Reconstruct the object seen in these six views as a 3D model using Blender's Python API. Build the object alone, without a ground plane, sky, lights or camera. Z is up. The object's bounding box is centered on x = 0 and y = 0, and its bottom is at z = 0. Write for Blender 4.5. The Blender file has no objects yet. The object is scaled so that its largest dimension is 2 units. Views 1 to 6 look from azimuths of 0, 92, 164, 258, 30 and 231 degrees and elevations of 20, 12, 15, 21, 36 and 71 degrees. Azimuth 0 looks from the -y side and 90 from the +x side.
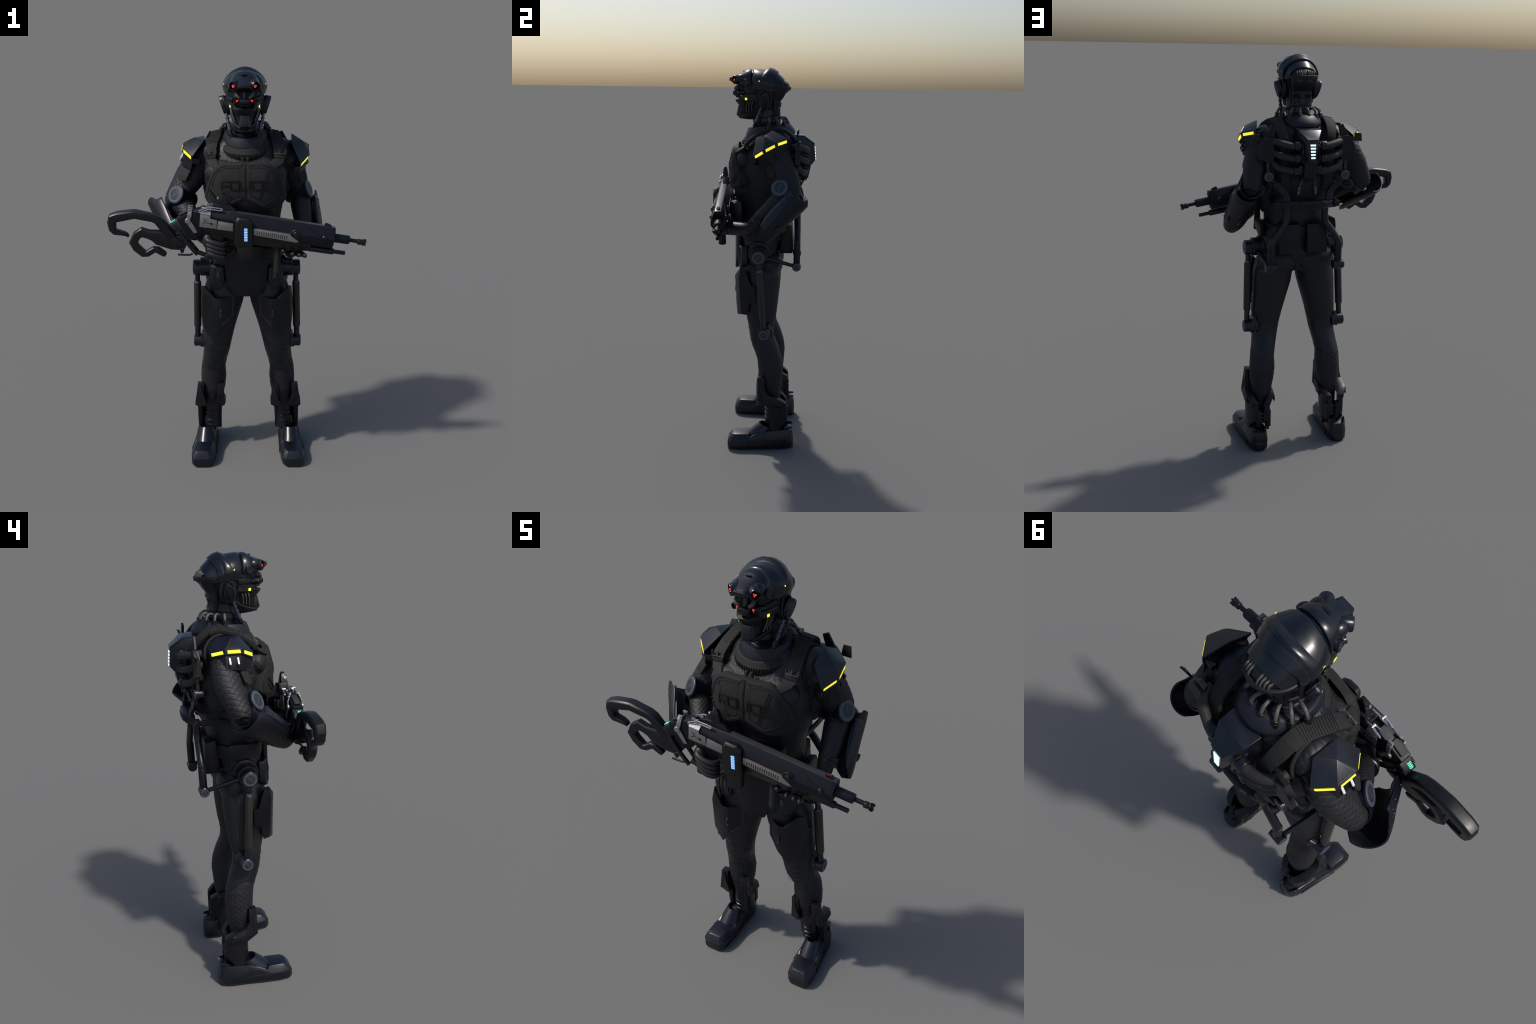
import bpy, bmesh, math, random
import numpy as np
from mathutils import Vector as V, Matrix

random.seed(7)
XC = 0.0355                      # the figure's plane of symmetry
sc = bpy.context.scene

# ------------------------------------------------------------------ materials
def mat(name, col, rough=0.5, metal=0.0, spec=0.5, var=0.15, vscale=30.0, bump=0.0, bscale=200.0,
        emit=None, estr=0.0, coat=0.0):
    m = bpy.data.materials.new(name); m.use_nodes = True
    nt = m.node_tree; N = nt.nodes; L = nt.links
    p = N['Principled BSDF']
    p.inputs['Roughness'].default_value = rough
    p.inputs['Metallic'].default_value = metal
    p.inputs['Specular IOR Level'].default_value = spec
    p.inputs['Coat Weight'].default_value = coat
    tc = N.new('ShaderNodeTexCoord')
    if var > 0:
        n = N.new('ShaderNodeTexNoise'); n.inputs['Scale'].default_value = vscale
        n.inputs['Detail'].default_value = 5
        L.new(tc.outputs['Object'], n.inputs['Vector'])
        r = N.new('ShaderNodeValToRGB')
        r.color_ramp.elements[0].position = 0.3; r.color_ramp.elements[1].position = 0.7
        r.color_ramp.elements[0].color = tuple(c * (1 - var) for c in col) + (1,)
        r.color_ramp.elements[1].color = tuple(c * (1 + var) for c in col) + (1,)
        L.new(n.outputs['Fac'], r.inputs['Fac']); L.new(r.outputs['Color'], p.inputs['Base Color'])
        mr = N.new('ShaderNodeMapRange')
        mr.inputs['To Min'].default_value = max(rough - 0.08, 0.02); mr.inputs['To Max'].default_value = rough + 0.08
        L.new(n.outputs['Fac'], mr.inputs['Value']); L.new(mr.outputs['Result'], p.inputs['Roughness'])
    else:
        p.inputs['Base Color'].default_value = tuple(col) + (1,)
    if bump > 0:
        n2 = N.new('ShaderNodeTexNoise'); n2.inputs['Scale'].default_value = bscale
        L.new(tc.outputs['Object'], n2.inputs['Vector'])
        b = N.new('ShaderNodeBump'); b.inputs['Strength'].default_value = bump; b.inputs['Distance'].default_value = 0.002
        L.new(n2.outputs['Fac'], b.inputs['Height']); L.new(b.outputs['Normal'], p.inputs['Normal'])
    if emit:
        p.inputs['Emission Color'].default_value = tuple(emit) + (1,)
        p.inputs['Emission Strength'].default_value = estr
    return m

M_NAVY = mat('navy_painted_metal', (0.0042, 0.0058, 0.0112), 0.33, 0.0, 0.5, 0.2, 25, 0.05, 300)
M_HELM = mat('helmet_lacquer', (0.0042, 0.0058, 0.0110), 0.28, 0.0, 0.5, 0.15, 20)
M_COLLAR = mat('collar_satin', (0.0060, 0.0082, 0.0150), 0.52, 0.0, 0.45, 0.15, 25)
M_PLATE = mat('dark_composite', (0.0054, 0.0060, 0.0084), 0.45, 0.0, 0.34, 0.2, 30, 0.08, 250)
M_BLACK = mat('black_polymer', (0.0036, 0.0038, 0.0050), 0.40, 0.0, 0.45, 0.15, 40, 0.05, 300)
M_VOID = mat('recess_black', (0.002, 0.002, 0.0025), 0.7, 0.0, 0.2, 0.0)
M_VEST = mat('vest_cordura', (0.0158, 0.0158, 0.0156), 0.75, 0.0, 0.3, 0.15, 60, 0.25, 900)
M_SUIT = mat('quilted_fabric', (0.0110, 0.0112, 0.0140), 0.58, 0.0, 0.4, 0.2, 60, 0.15, 700)
M_SMOOTH = mat('smooth_suit_panel', (0.0044, 0.0058, 0.0108), 0.48, 0.0, 0.45, 0.2, 30, 0.08, 500)
M_GLOVE = mat('glove_rubber', (0.013, 0.012, 0.014), 0.5, 0.0, 0.45, 0.15, 60, 0.1, 600)
M_RING = mat('disc_ring_steel', (0.075, 0.085, 0.115), 0.42, 0.35, 0.5, 0.12, 60)
M_DISC = mat('disc_center_steel', (0.030, 0.034, 0.044), 0.42, 0.3, 0.5, 0.12, 60)
M_HOSE = mat('hose_rubber', (0.022, 0.0215, 0.020), 0.62, 0.0, 0.4, 0.12, 60)
M_CABLE = mat('pale_cable', (0.068, 0.066, 0.060), 0.5, 0.0, 0.5, 0.12, 60)
M_STEELROD = mat('cable_steel', (0.10, 0.115, 0.155), 0.3, 0.7, 0.5, 0.12, 60)
M_BAR = mat('olive_actuator', (0.020, 0.0195, 0.016), 0.45, 0.0, 0.45, 0.12, 40)
M_SILVER = mat('brushed_silver', (0.30, 0.295, 0.285), 0.38, 0.75, 0.5, 0.08, 80)
M_TABGLINT = mat('chrome_tab_painted_sun_glint', (0.75, 0.76, 0.78), 0.4, 0.2, 0.5, 0)  # chrome clip whitened in base colour to show the sun's reflection
M_CHROME = mat('bright_steel', (0.55, 0.55, 0.55), 0.25, 0.9, 0.5, 0.06, 80)
M_GUN = mat('gun_navy', (0.0032, 0.0044, 0.0095), 0.48, 0.0, 0.28, 0.2, 30, 0.05, 300)
M_GUNTOP = mat('gun_top_grey', (0.045, 0.045, 0.048), 0.4, 0.3, 0.5, 0.1, 40)
M_YEL = mat('yellow_light_strip', (0.9, 0.75, 0.05), 0.5, 0, 0.3, 0, emit=(1.0, 0.88, 0.06), estr=0.9)
M_RED = mat('red_led', (0.8, 0.03, 0.03), 0.3, 0, 0.5, 0, emit=(1.0, 0.05, 0.04), estr=1.1)
M_BLUE = mat('blue_led', (0.2, 0.4, 0.8), 0.3, 0, 0.5, 0, emit=(0.25, 0.50, 0.95), estr=0.9)
M_ICE = mat('ice_led', (0.6, 0.8, 0.9), 0.3, 0, 0.5, 0, emit=(0.62, 0.88, 1.0), estr=1.2)
M_GREEN = mat('green_led', (0.1, 0.7, 0.4), 0.3, 0, 0.5, 0, emit=(0.05, 0.75, 0.40), estr=0.8)
M_YELGAP = mat('strip_gap', (0.35, 0.28, 0.03), 0.5, 0, 0.3, 0, emit=(0.5, 0.38, 0.02), estr=0.35)
M_SALMON = mat('salmon_line', (0.16, 0.085, 0.07), 0.5, 0, 0.4, 0)
M_ORANGE = mat('orange_mark', (0.30, 0.07, 0.035), 0.5, 0, 0.4, 0)
M_LETTER = mat('letter_black', (0.004, 0.004, 0.004), 0.6, 0, 0.3, 0)
M_GREYTXT = mat('letter_grey', (0.05, 0.05, 0.05), 0.6, 0, 0.3, 0)
M_EDGE = mat('worn_edge_steel', (0.10, 0.10, 0.11), 0.35, 0.5, 0.5, 0.2, 80)

# ------------------------------------------------------------------ builders
def frame(z, up=(0, 0, 1)):
    z = V(z).normalized(); up = V(up)
    if abs(z.dot(up)) > 0.95: up = V((0, 1, 0)) if abs(z.y) < 0.9 else V((1, 0, 0))
    x = up.cross(z).normalized(); y = z.cross(x)
    return x, y, z

def spline(pts, sub):
    P = [V(p) for p in pts]
    if sub <= 1 or len(P) < 3: return P
    out = []
    for i in range(len(P) - 1):
        p0 = P[max(i - 1, 0)]; p1 = P[i]; p2 = P[i + 1]; p3 = P[min(i + 2, len(P) - 1)]
        for k in range(sub):
            t = k / sub
            out.append(0.5 * ((2 * p1) + (p2 - p0) * t + (2 * p0 - 5 * p1 + 4 * p2 - p3) * t * t + (3 * p1 - p0 - 3 * p2 + p3) * t ** 3))
    out.append(P[-1]); return out

class B:
    """collects pieces of one mesh"""
    def __init__(s): s.v = []; s.f = []; s.mi = []; s.cur = 0
    def add(s, vs, fs):
        o = len(s.v); s.v += [V(v) for v in vs]
        for f in fs: s.f.append([i + o for i in f]); s.mi.append(s.cur)
        return s
    def m(s, i): s.cur = i; return s
    def loft(s, rings, cap=True, closed=True):
        n = len(rings[0]); vs = [p for r in rings for p in r]; fs = []
        for i in range(len(rings) - 1):
            for j in range(n if closed else n - 1):
                k = (j + 1) % n
                fs.append((i * n + j, i * n + k, (i + 1) * n + k, (i + 1) * n + j))
        if cap: fs += [tuple(range(n - 1, -1, -1)), tuple(range((len(rings) - 1) * n, len(rings) * n))]
        return s.add(vs, fs)
    def stack(s, p, d, prof, n=28, up=(0, 0, 1), sx=1.0, sy=1.0, rot=0.0):
        x, y, z = frame(d, up); p = V(p)
        return s.loft([[p + z * t + x * (r * sx * math.cos(a + rot)) + y * (r * sy * math.sin(a + rot))
                        for a in (2 * math.pi * k / n for k in range(n))] for t, r in prof])
    def cyl(s, a, b, r, r2=None, n=24, rot=0.0):
        a = V(a); b = V(b); d = b - a
        return s.stack(a, d, [(0, r), (d.length, r if r2 is None else r2)], n, rot=rot)
    def tube(s, pts, r, n=12, sub=6):
        P = spline(pts, sub); rs = r if isinstance(r, (list, tuple)) else None
        t0 = (P[1] - P[0]).normalized(); x, y, _ = frame(t0); rings = []
        for i, p in enumerate(P):
            t = (P[min(i + 1, len(P) - 1)] - P[max(i - 1, 0)]).normalized()
            x = (x - t * x.dot(t)).normalized(); y = t.cross(x)
            rr = r if rs is None else float(np.interp(i / (len(P) - 1), np.linspace(0, 1, len(rs)), rs))
            rings.append([p + x * (rr * math.cos(a)) + y * (rr * math.sin(a)) for a in (2 * math.pi * k / n for k in range(n))])
        return s.loft(rings)
    def ribbon(s, pts, normals, w, th, sub=5):
        """strap of rectangular section; pts on its inner face, normals point outward"""
        P = spline(pts, sub); Nn = spline(normals, sub); rings = []
        for i, p in enumerate(P):
            t = (P[min(i + 1, len(P) - 1)] - P[max(i - 1, 0)]).normalized()
            n = (Nn[i] - t * Nn[i].dot(t)).normalized(); b = t.cross(n)
            ww = w if not isinstance(w, (list, tuple)) else float(np.interp(i / (len(P) - 1), np.linspace(0, 1, len(w)), w))
            rings.append([p - b * ww / 2, p + b * ww / 2, p + b * ww / 2 + n * th, p - b * ww / 2 + n * th])
        return s.loft(rings)
    def box(s, c, size, ax=None):
        c = V(c); x, y, z = ax if ax else (V((1, 0, 0)), V((0, 1, 0)), V((0, 0, 1)))
        hx, hy, hz = [k / 2 for k in size]
        vs = [c + x * (i * hx) + y * (j * hy) + z * (k * hz) for i in (-1, 1) for j in (-1, 1) for k in (-1, 1)]
        return s.add(vs, [(0, 1, 3, 2), (4, 6, 7, 5), (0, 4, 5, 1), (2, 3, 7, 6), (0, 2, 6, 4), (1, 5, 7, 3)])
    def plate(s, pts, th):
        """ngon pushed along a vector th"""
        n = len(pts); th = V(th); vs = [V(p) for p in pts] + [V(p) + th for p in pts]
        fs = [tuple(range(n - 1, -1, -1)), tuple(range(n, 2 * n))] + [(i, (i + 1) % n, n + (i + 1) % n, n + i) for i in range(n)]
        return s.add(vs, fs)
    def hull(s, pts):
        bm = bmesh.new()
        for p in pts: bm.verts.new(p)
        r = bmesh.ops.convex_hull(bm, input=bm.verts)
        bmesh.ops.delete(bm, geom=[g for g in set(r['geom_unused'] + r['geom_interior']) if isinstance(g, bmesh.types.BMVert)], context='VERTS')
        bm.verts.index_update()
        return s._bm(bm)
    def _bm(s, bm):
        bm.verts.ensure_lookup_table(); bm.verts.index_update()
        s.add([v.co.copy() for v in bm.verts], [[v.index for v in f.verts] for f in bm.faces]); bm.free(); return s
    def shell(s, vs, fs, th):
        """open surface given thickness"""
        bm = bmesh.new(); bv = [bm.verts.new(v) for v in vs]
        for f in fs: bm.faces.new([bv[i] for i in f])
        bmesh.ops.recalc_face_normals(bm, faces=bm.faces)
        bm.normal_update()
        bmesh.ops.solidify(bm, geom=bm.faces[:], thickness=th)
        return s._bm(bm)
    def sphere(s, c, r, sx=1, sy=1, sz=1, n=16):
        bm = bmesh.new(); bmesh.ops.create_uvsphere(bm, u_segments=n, v_segments=max(n // 2, 6), radius=r)
        for v in bm.verts: v.co = V((v.co.x * sx, v.co.y * sy, v.co.z * sz)) + V(c)
        return s._bm(bm)
    def bar(s, pts, w, h, nrm, closed=False):
        """thin raised line: rectangular section on a surface; nrm(p)->outward normal"""
        P = [V(p) for p in pts]; n = len(P); rings = []
        for i, p in enumerate(P):
            a = P[(i - 1) % n] if closed or i else P[i]; b = P[(i + 1) % n] if closed or i < n - 1 else P[i]
            t = (b - a).normalized(); no = V(nrm(p)).normalized(); sd = t.cross(no).normalized()
            rings.append([p - sd * w / 2 - no * h, p + sd * w / 2 - no * h, p + sd * w / 2 + no * h, p - sd * w / 2 + no * h])
        if closed: rings.append(rings[0]); return s.loft(rings, cap=False)
        return s.loft(rings)
    def mirror(s):
        o = len(s.v); n = len(s.f)
        s.v += [V((-v.x, v.y, v.z)) for v in s.v[:o]]
        for i in range(n): s.f.append([k + o for k in reversed(s.f[i])]); s.mi.append(s.mi[i])
        return s
    def flipped(s):
        r = B(); r.v = [V((-v.x, v.y, v.z)) for v in s.v]; r.f = [list(reversed(f)) for f in s.f]; r.mi = list(s.mi); return r
    def xf(s, M):
        s.v = [M @ v for v in s.v]; return s
    def obj(s, name, mats, parent, bev=0.0, ang=32, seg=2, kind=None):
        me = bpy.data.meshes.new(name)
        me.from_pydata(s.v, [], s.f)
        mats = mats if isinstance(mats, (list, tuple)) else [mats]
        for m in mats: me.materials.append(m)
        for p, i in zip(me.polygons, s.mi): p.material_index = i
        bm = bmesh.new(); bm.from_mesh(me)
        bmesh.ops.recalc_face_normals(bm, faces=bm.faces)
        if bev > 0:
            bm.normal_update()
            es = [e for e in bm.edges if len(e.link_faces) == 2 and e.calc_face_angle(0) > math.radians(28)]
            if es: bmesh.ops.bevel(bm, geom=es, offset=bev, segments=seg, affect='EDGES', clamp_overlap=True, profile=0.5)
        bm.normal_update()
        for f in bm.faces: f.smooth = True
        for e in bm.edges: e.smooth = not (len(e.link_faces) == 2 and e.calc_face_angle(0) > math.radians(ang))
        bm.to_mesh(me); bm.free(); me.update()
        o = bpy.data.objects.new(name, me); sc.collection.objects.link(o)
        if parent: o.parent = parent
        if kind: o['kind'] = kind
        return o

def pair(b, name, mats, parent, bev=0.0, **k):
    """a part and its mirror image; parent may be one object or a (left, right) pair"""
    pl, pr = parent if isinstance(parent, tuple) else (parent, parent)
    return b.obj(name, mats, pl, bev, **k), b.flipped().obj(name, mats, pr, bev, **k)

def empty(name, loc, label, cat):
    e = bpy.data.objects.new(name, None); e.empty_display_size = 0.2; sc.collection.objects.link(e)
    e.location = loc; e['label'] = label; e['category'] = cat; return e

ROOT = empty('armored_robot', (XC, 0, 0), 'black armoured police robot soldier with exoskeleton frame', 'robot')

def quad_panel(b, p, u, v, n, th=0.0015):
    """flat tile with corner p, sides u, v, lying on a face with outward normal n"""
    p = V(p); u = V(u); v = V(v); n = V(n).normalized()
    b.plate([p, p + u, p + u + v, p + v], n * th)

def w2l(p): return V((p[0] - XC, p[1], p[2]))

# ------------------------------------------------------------------ arm frames
class Arm: pass
def make_arm(side, shoulder, disc, a, wrist):
    A = Arm(); A.side = side
    A.S = w2l(shoulder); a = V(a).normalized()
    A.disc = w2l(disc); A.W = w2l(wrist)
    A.E = A.disc - a * 0.062
    f = (A.W - A.E).normalized(); a = (a - f * a.dot(f)).normalized()
    n = f.cross(a) * (-1 if side > 0 else 1)      # points to the tip of the elbow
    A.f, A.a, A.n = f, a, n
    A.at = lambda x, y, z: A.E + f * x + a * y + n * z
    return A
AL = make_arm(1, (0.232, 0.055, 1.595), (0.341, 0.087, 1.404), (0.89, -0.41, 0.2), (0.318, -0.045, 1.205))
AR = make_arm(-1, (-0.160, 0.055, 1.595), (-0.296, -0.041, 1.426), (-0.59, -0.65, 0.48), (-0.175, -0.155, 1.262))

# ------------------------------------------------------------------ body suit
def ering(c, rx, ry, n=28, p=2.3):
    out = []
    for k in range(n):
        a = 2 * math.pi * k / n; ca, sa = math.cos(a), math.sin(a)
        out.append(V((c[0] + rx * math.copysign(abs(ca) ** (2 / p), ca), c[1] + ry * math.copysign(abs(sa) ** (2 / p), sa), c[2])))
    return out

TORSO = [  # z, half width, y front, y back
    (0.930, 0.150, -0.080, 0.066), (0.965, 0.186, -0.100, 0.080), (1.03, 0.188, -0.112, 0.094), (1.10, 0.178, -0.116, 0.118),
    (1.18, 0.160, -0.122, 0.128), (1.25, 0.160, -0.134, 0.142), (1.32, 0.168, -0.145, 0.172), (1.40, 0.182, -0.150, 0.184),
    (1.48, 0.192, -0.150, 0.166), (1.55, 0.193, -0.148, 0.162), (1.60, 0.188, -0.104, 0.160), (1.64, 0.165, -0.070, 0.152),
    (1.67, 0.125, -0.060, 0.138), (1.69, 0.085, -0.045, 0.115)]
LEG = [  # z, x inner, x outer, y front, y back
    (1.010, 0.070, 0.175, -0.085, 0.070), (0.985, 0.045, 0.195, -0.100, 0.086), (0.930, 0.012, 0.212, -0.110, 0.098), (0.870, 0.022, 0.217, -0.104, 0.098), (0.800, 0.043, 0.219, -0.095, 0.093),
    (0.720, 0.066, 0.223, -0.078, 0.084), (0.650, 0.082, 0.222, -0.062, 0.071), (0.600, 0.092, 0.222, -0.053, 0.075),
    (0.540, 0.107, 0.229, -0.036, 0.100), (0.480, 0.119, 0.240, -0.014, 0.118), (0.420, 0.116, 0.244, -0.008, 0.126),
    (0.360, 0.122, 0.244, -0.003, 0.122), (0.300, 0.135, 0.236, 0.012, 0.117), (0.250, 0.147, 0.227, 0.030, 0.110),
    (0.180, 0.156, 0.226, 0.034, 0.104), (0.110, 0.156, 0.230, 0.030, 0.104)]

def limb(b, pts):
    """pts: (centre, radius side, radius back, side axis)"""
    rings = []
    for i, (c, ra, rb, side) in enumerate(pts):
        t = (pts[min(i + 1, len(pts) - 1)][0] - pts[max(i - 1, 0)][0]).normalized()
        x = (side - t * side.dot(t)).normalized(); y = t.cross(x)
        rings.append([c + x * (ra * math.cos(a)) + y * (rb * math.sin(a)) for a in (2 * math.pi * k / 24 for k in range(24))])
    b.loft(rings)

def build_body():
    b = B()
    b.loft([ering((0, (f + k) / 2, z), w, (k - f) / 2, 40, 2.45 if z > 1.35 else 2.15) for z, w, f, k in TORSO])
    for s in (1, -1):
        b.loft([ering((s * (i - 0.004 + o) / 2, (f + k) / 2, z), (o - i + 0.004) / 2, (k - f) / 2, 28, 2.1) for z, i, o, f, k in LEG])
        b.sphere((s * 0.165, 0.055, 1.605), 0.068, 1.0, 1.2, 0.95, 24)
        b.sphere((s * 0.095, 0.035, 0.985), 0.105, 1.05, 0.75, 0.8, 24)     # hip mass
        b.sphere((s * 0.102, -0.088, 1.536), 0.078, 1.10, 0.70, 0.80, 24)    # pectorals
    for s in (1, -1): b.sphere((s * 0.160, 0.090, 1.455), 0.06, 0.85, 1.15, 2.0, 24)     # flanks behind the arms
    for A in (AL, AR):
        S, E, W = A.S, A.E, A.W
        el = E + A.n * (0.034 if A.side > 0 else 0.048) - A.f * 0.020; bk = (A.n - A.f * 0.35).normalized()
        sd = A.a; back = V((0, 0.0, 0)) if A.side > 0 else V((0.002, 0.018, 0)); el = el + (V((0, 0, 0)) if A.side > 0 else V((-0.003, 0.006, 0)))
        limb(b, [(S + (S - E) * 0.10, 0.050, 0.055, sd), (S, 0.066, 0.076, sd), (S.lerp(el, 0.3) + back, 0.064, 0.077 if A.side > 0 else 0.082, sd), (S.lerp(el, 0.55) + back, 0.060, 0.072 if A.side > 0 else 0.080, sd),
                 (S.lerp(el, 0.8) + back * 0.5, 0.054, 0.067, sd), (el, 0.048, 0.056, sd), (el + (el - S).normalized() * 0.03, 0.038, 0.042, sd)])
        limb(b, [(el - A.f * 0.03 + A.n * 0.004, 0.032, 0.036, sd), (el, 0.047, 0.05, sd), (E.lerp(W, 0.25) + A.n * 0.016, 0.050, 0.050, sd), (E.lerp(W, 0.55) + A.n * 0.010, 0.045, 0.043, sd),
                 (E.lerp(W, 0.85), 0.036, 0.035, sd), (W, 0.031, 0.031, sd), (W + A.f * 0.02, 0.025, 0.025, sd)])
    me = bpy.data.meshes.new('body_raw'); me.from_pydata(b.v, [], b.f)
    o = bpy.data.objects.new('body_raw', me); sc.collection.objects.link(o)
    r = o.modifiers.new('r', 'REMESH'); r.mode = 'VOXEL'; r.voxel_size = 0.0037
    s = o.modifiers.new('s', 'SMOOTH'); s.factor = 0.5; s.iterations = 8
    dg = bpy.context.evaluated_depsgraph_get()
    ev = bpy.data.meshes.new_from_object(o.evaluated_get(dg))
    bpy.data.objects.remove(o); 
    n = len(ev.vertices); co = np.empty(n * 3); ev.vertices.foreach_get('co', co); co = co.reshape(-1, 3)
    no = np.empty(n * 3); ev.vertex_normals.foreach_get('vector', no); no = no.reshape(-1, 3)

    def seg(P, a, c):
        a = np.array(a); c = np.array(c); d = c - a; L = np.linalg.norm(d); t = np.clip((P - a) @ d / L ** 2, -0.3, 1.2)
        return t, np.linalg.norm(P - a - t[:, None] * d, axis=1), L
    def label(P):
        lab = np.zeros(len(P), int)                               # 0 torso
        lab[(P[:, 2] < 0.985) & (np.abs(P[:, 0]) > 0.004)] = 1     # upper leg
        lab[(P[:, 2] < 0.95)] = 1
        lab[P[:, 2] < 0.60] = 2
        lab = np.where(lab > 0, lab * 2 + (P[:, 0] < 0), lab)      # 2,3 upper leg  4,5 lower leg
        for k, A in enumerate((AL, AR)):
            t1, d1, _ = seg(P, A.S, A.E); t2, d2, _ = seg(P, A.E, A.W)
            out = (P[:, 0] * A.side > 0.155)
            up = out & (t1 > 0.08) & (d1 < 0.11) & (P[:, 2] > 1.2)
            # shoulder cut plane
            up &= (P[:, 0] * A.side > 0.175 - 0.12 * np.clip(1.50 - P[:, 2], 0, 1) * 0)
            lab[up] = 6 + k
            fo = (P[:, 0] * A.side > 0.10) & (t2 > 0.05) & (d2 < 0.075) & (d2 < d1 + 0.0) & (P[:, 2] > 1.1)
            lab[fo] = 8 + k
        return lab
    lab = label(co)
    # quilting: shallow stitched diamonds, cell about 2 cm
    def quilt(u, v, cell, amp):
        p = (u + v) / cell; q = (u - v) / cell
        g = np.minimum(np.abs(p - np.round(p)), np.abs(q - np.round(q))) * 2
        return amp * (np.sin(np.clip(g / 0.36, 0, 1) * math.pi / 2) - 1)
    disp = np.zeros(n)
    x, y, z = co.T
    th = np.arctan2(x, -(y))
    m = (lab == 0) & (z > 1.33); disp[m] = quilt(0.17 * th[m], z[m], 0.024, 0.0014)
    for k, s in ((0, 1), (1, -1)):
        cx = s * 0.165; ph = np.arctan2(x - cx, y - 0.03)
        m = (lab == 4 + k) & (z < 0.50) & (z > 0.23); disp[m] = quilt(0.06 * ph[m], z[m] * 0.8, 0.021, 0.0022)
        m = (lab == 2 + k) & (((y > 0.03) & (z < 0.93)) | (z < 0.74)); disp[m] = quilt(0.085 * ph[m], z[m], 0.021, 0.0016)
        # long seams down calf and thigh
        for a0 in (-2.3, -0.8, 0.8, 2.3):
            mm = ((lab == 4 + k) | (lab == 2 + k)) & (np.abs(ph - a0) < 0.05); disp[mm] -= 0.0012
        mm = (lab == 4 + k) & (np.abs(z - (0.50 - 0.03 * np.cos(ph * 2))) < 0.004); disp[mm] -= 0.0015
    for k, A in enumerate((AL, AR)):
        P = co - np.array(A.S); d = np.array((A.E - A.S).normalized()); sd = np.array(A.a); bk = np.cross(d, sd)
        ph = np.arctan2(P @ bk, P @ sd); m = lab == 6 + k; disp[m] = quilt(0.062 * ph[m], (P @ d)[m], 0.026, 0.0028)
        P = co - np.array(A.E); ph = np.arctan2(P @ np.array(A.n), P @ np.array(A.a)); m = lab == 8 + k
        disp[m] = quilt(0.045 * ph[m], (P @ np.array(A.f))[m], 0.022, 0.0024)
    co2 = co + no * disp[:, None]
    ev.vertices.foreach_set('co', co2.ravel()); ev.update()
    vn = np.empty(n * 3); ev.vertex_normals.foreach_get('vector', vn); vn = vn.reshape(-1, 3)
    faces = [tuple(p.vertices) for p in ev.polygons]
    fc = np.array([co2[list(f)].mean(0) for f in faces]); fl = label(fc)
    names = {0: 'torso', 2: 'upper_leg', 3: 'upper_leg', 4: 'lower_leg', 5: 'lower_leg', 6: 'upper_arm', 7: 'upper_arm', 8: 'forearm', 9: 'forearm'}
    res = {}
    for k, nm in names.items():
        idx = [i for i in range(len(faces)) if fl[i] == k]
        used = sorted({v for i in idx for v in faces[i]}); mp = {v: j for j, v in enumerate(used)}
        me = bpy.data.meshes.new(nm); me.from_pydata(co2[used].tolist(), [], [[mp[v] for v in faces[i]] for i in idx])
        me.materials.append(M_SUIT); me.materials.append(M_SMOOTH)
        for p, i in zip(me.polygons, idx):
            X, Y, Z = fc[i]; smooth = 0
            if k in (2, 3): smooth = (Z > 0.93) or (abs(X) > 0.175 and Y < 0.05 and Z > 0.76 + 0.8 * abs(Y)) or Z < 0.66
            elif k in (4, 5): smooth = Z > 0.50 - 0.03 * math.cos(2 * math.atan2(abs(X) - 0.165, Y - 0.03)) or Z < 0.235
            elif k == 0: smooth = Z < 1.33 or Z > 1.63
            p.material_index = int(bool(smooth)); p.use_smooth = True
        me.normals_split_custom_set_from_vertices(vn[used].tolist())
        o = bpy.data.objects.new(nm, me); sc.collection.objects.link(o); o.parent = ROOT; res[k] = o
    return res
BODY = build_body()
TORSO_O = BODY[0]; ULEG = (BODY[2], BODY[3]); LLEG = (BODY[4], BODY[5]); UARM = (BODY[6], BODY[7]); FARM = (BODY[8], BODY[9])

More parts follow.
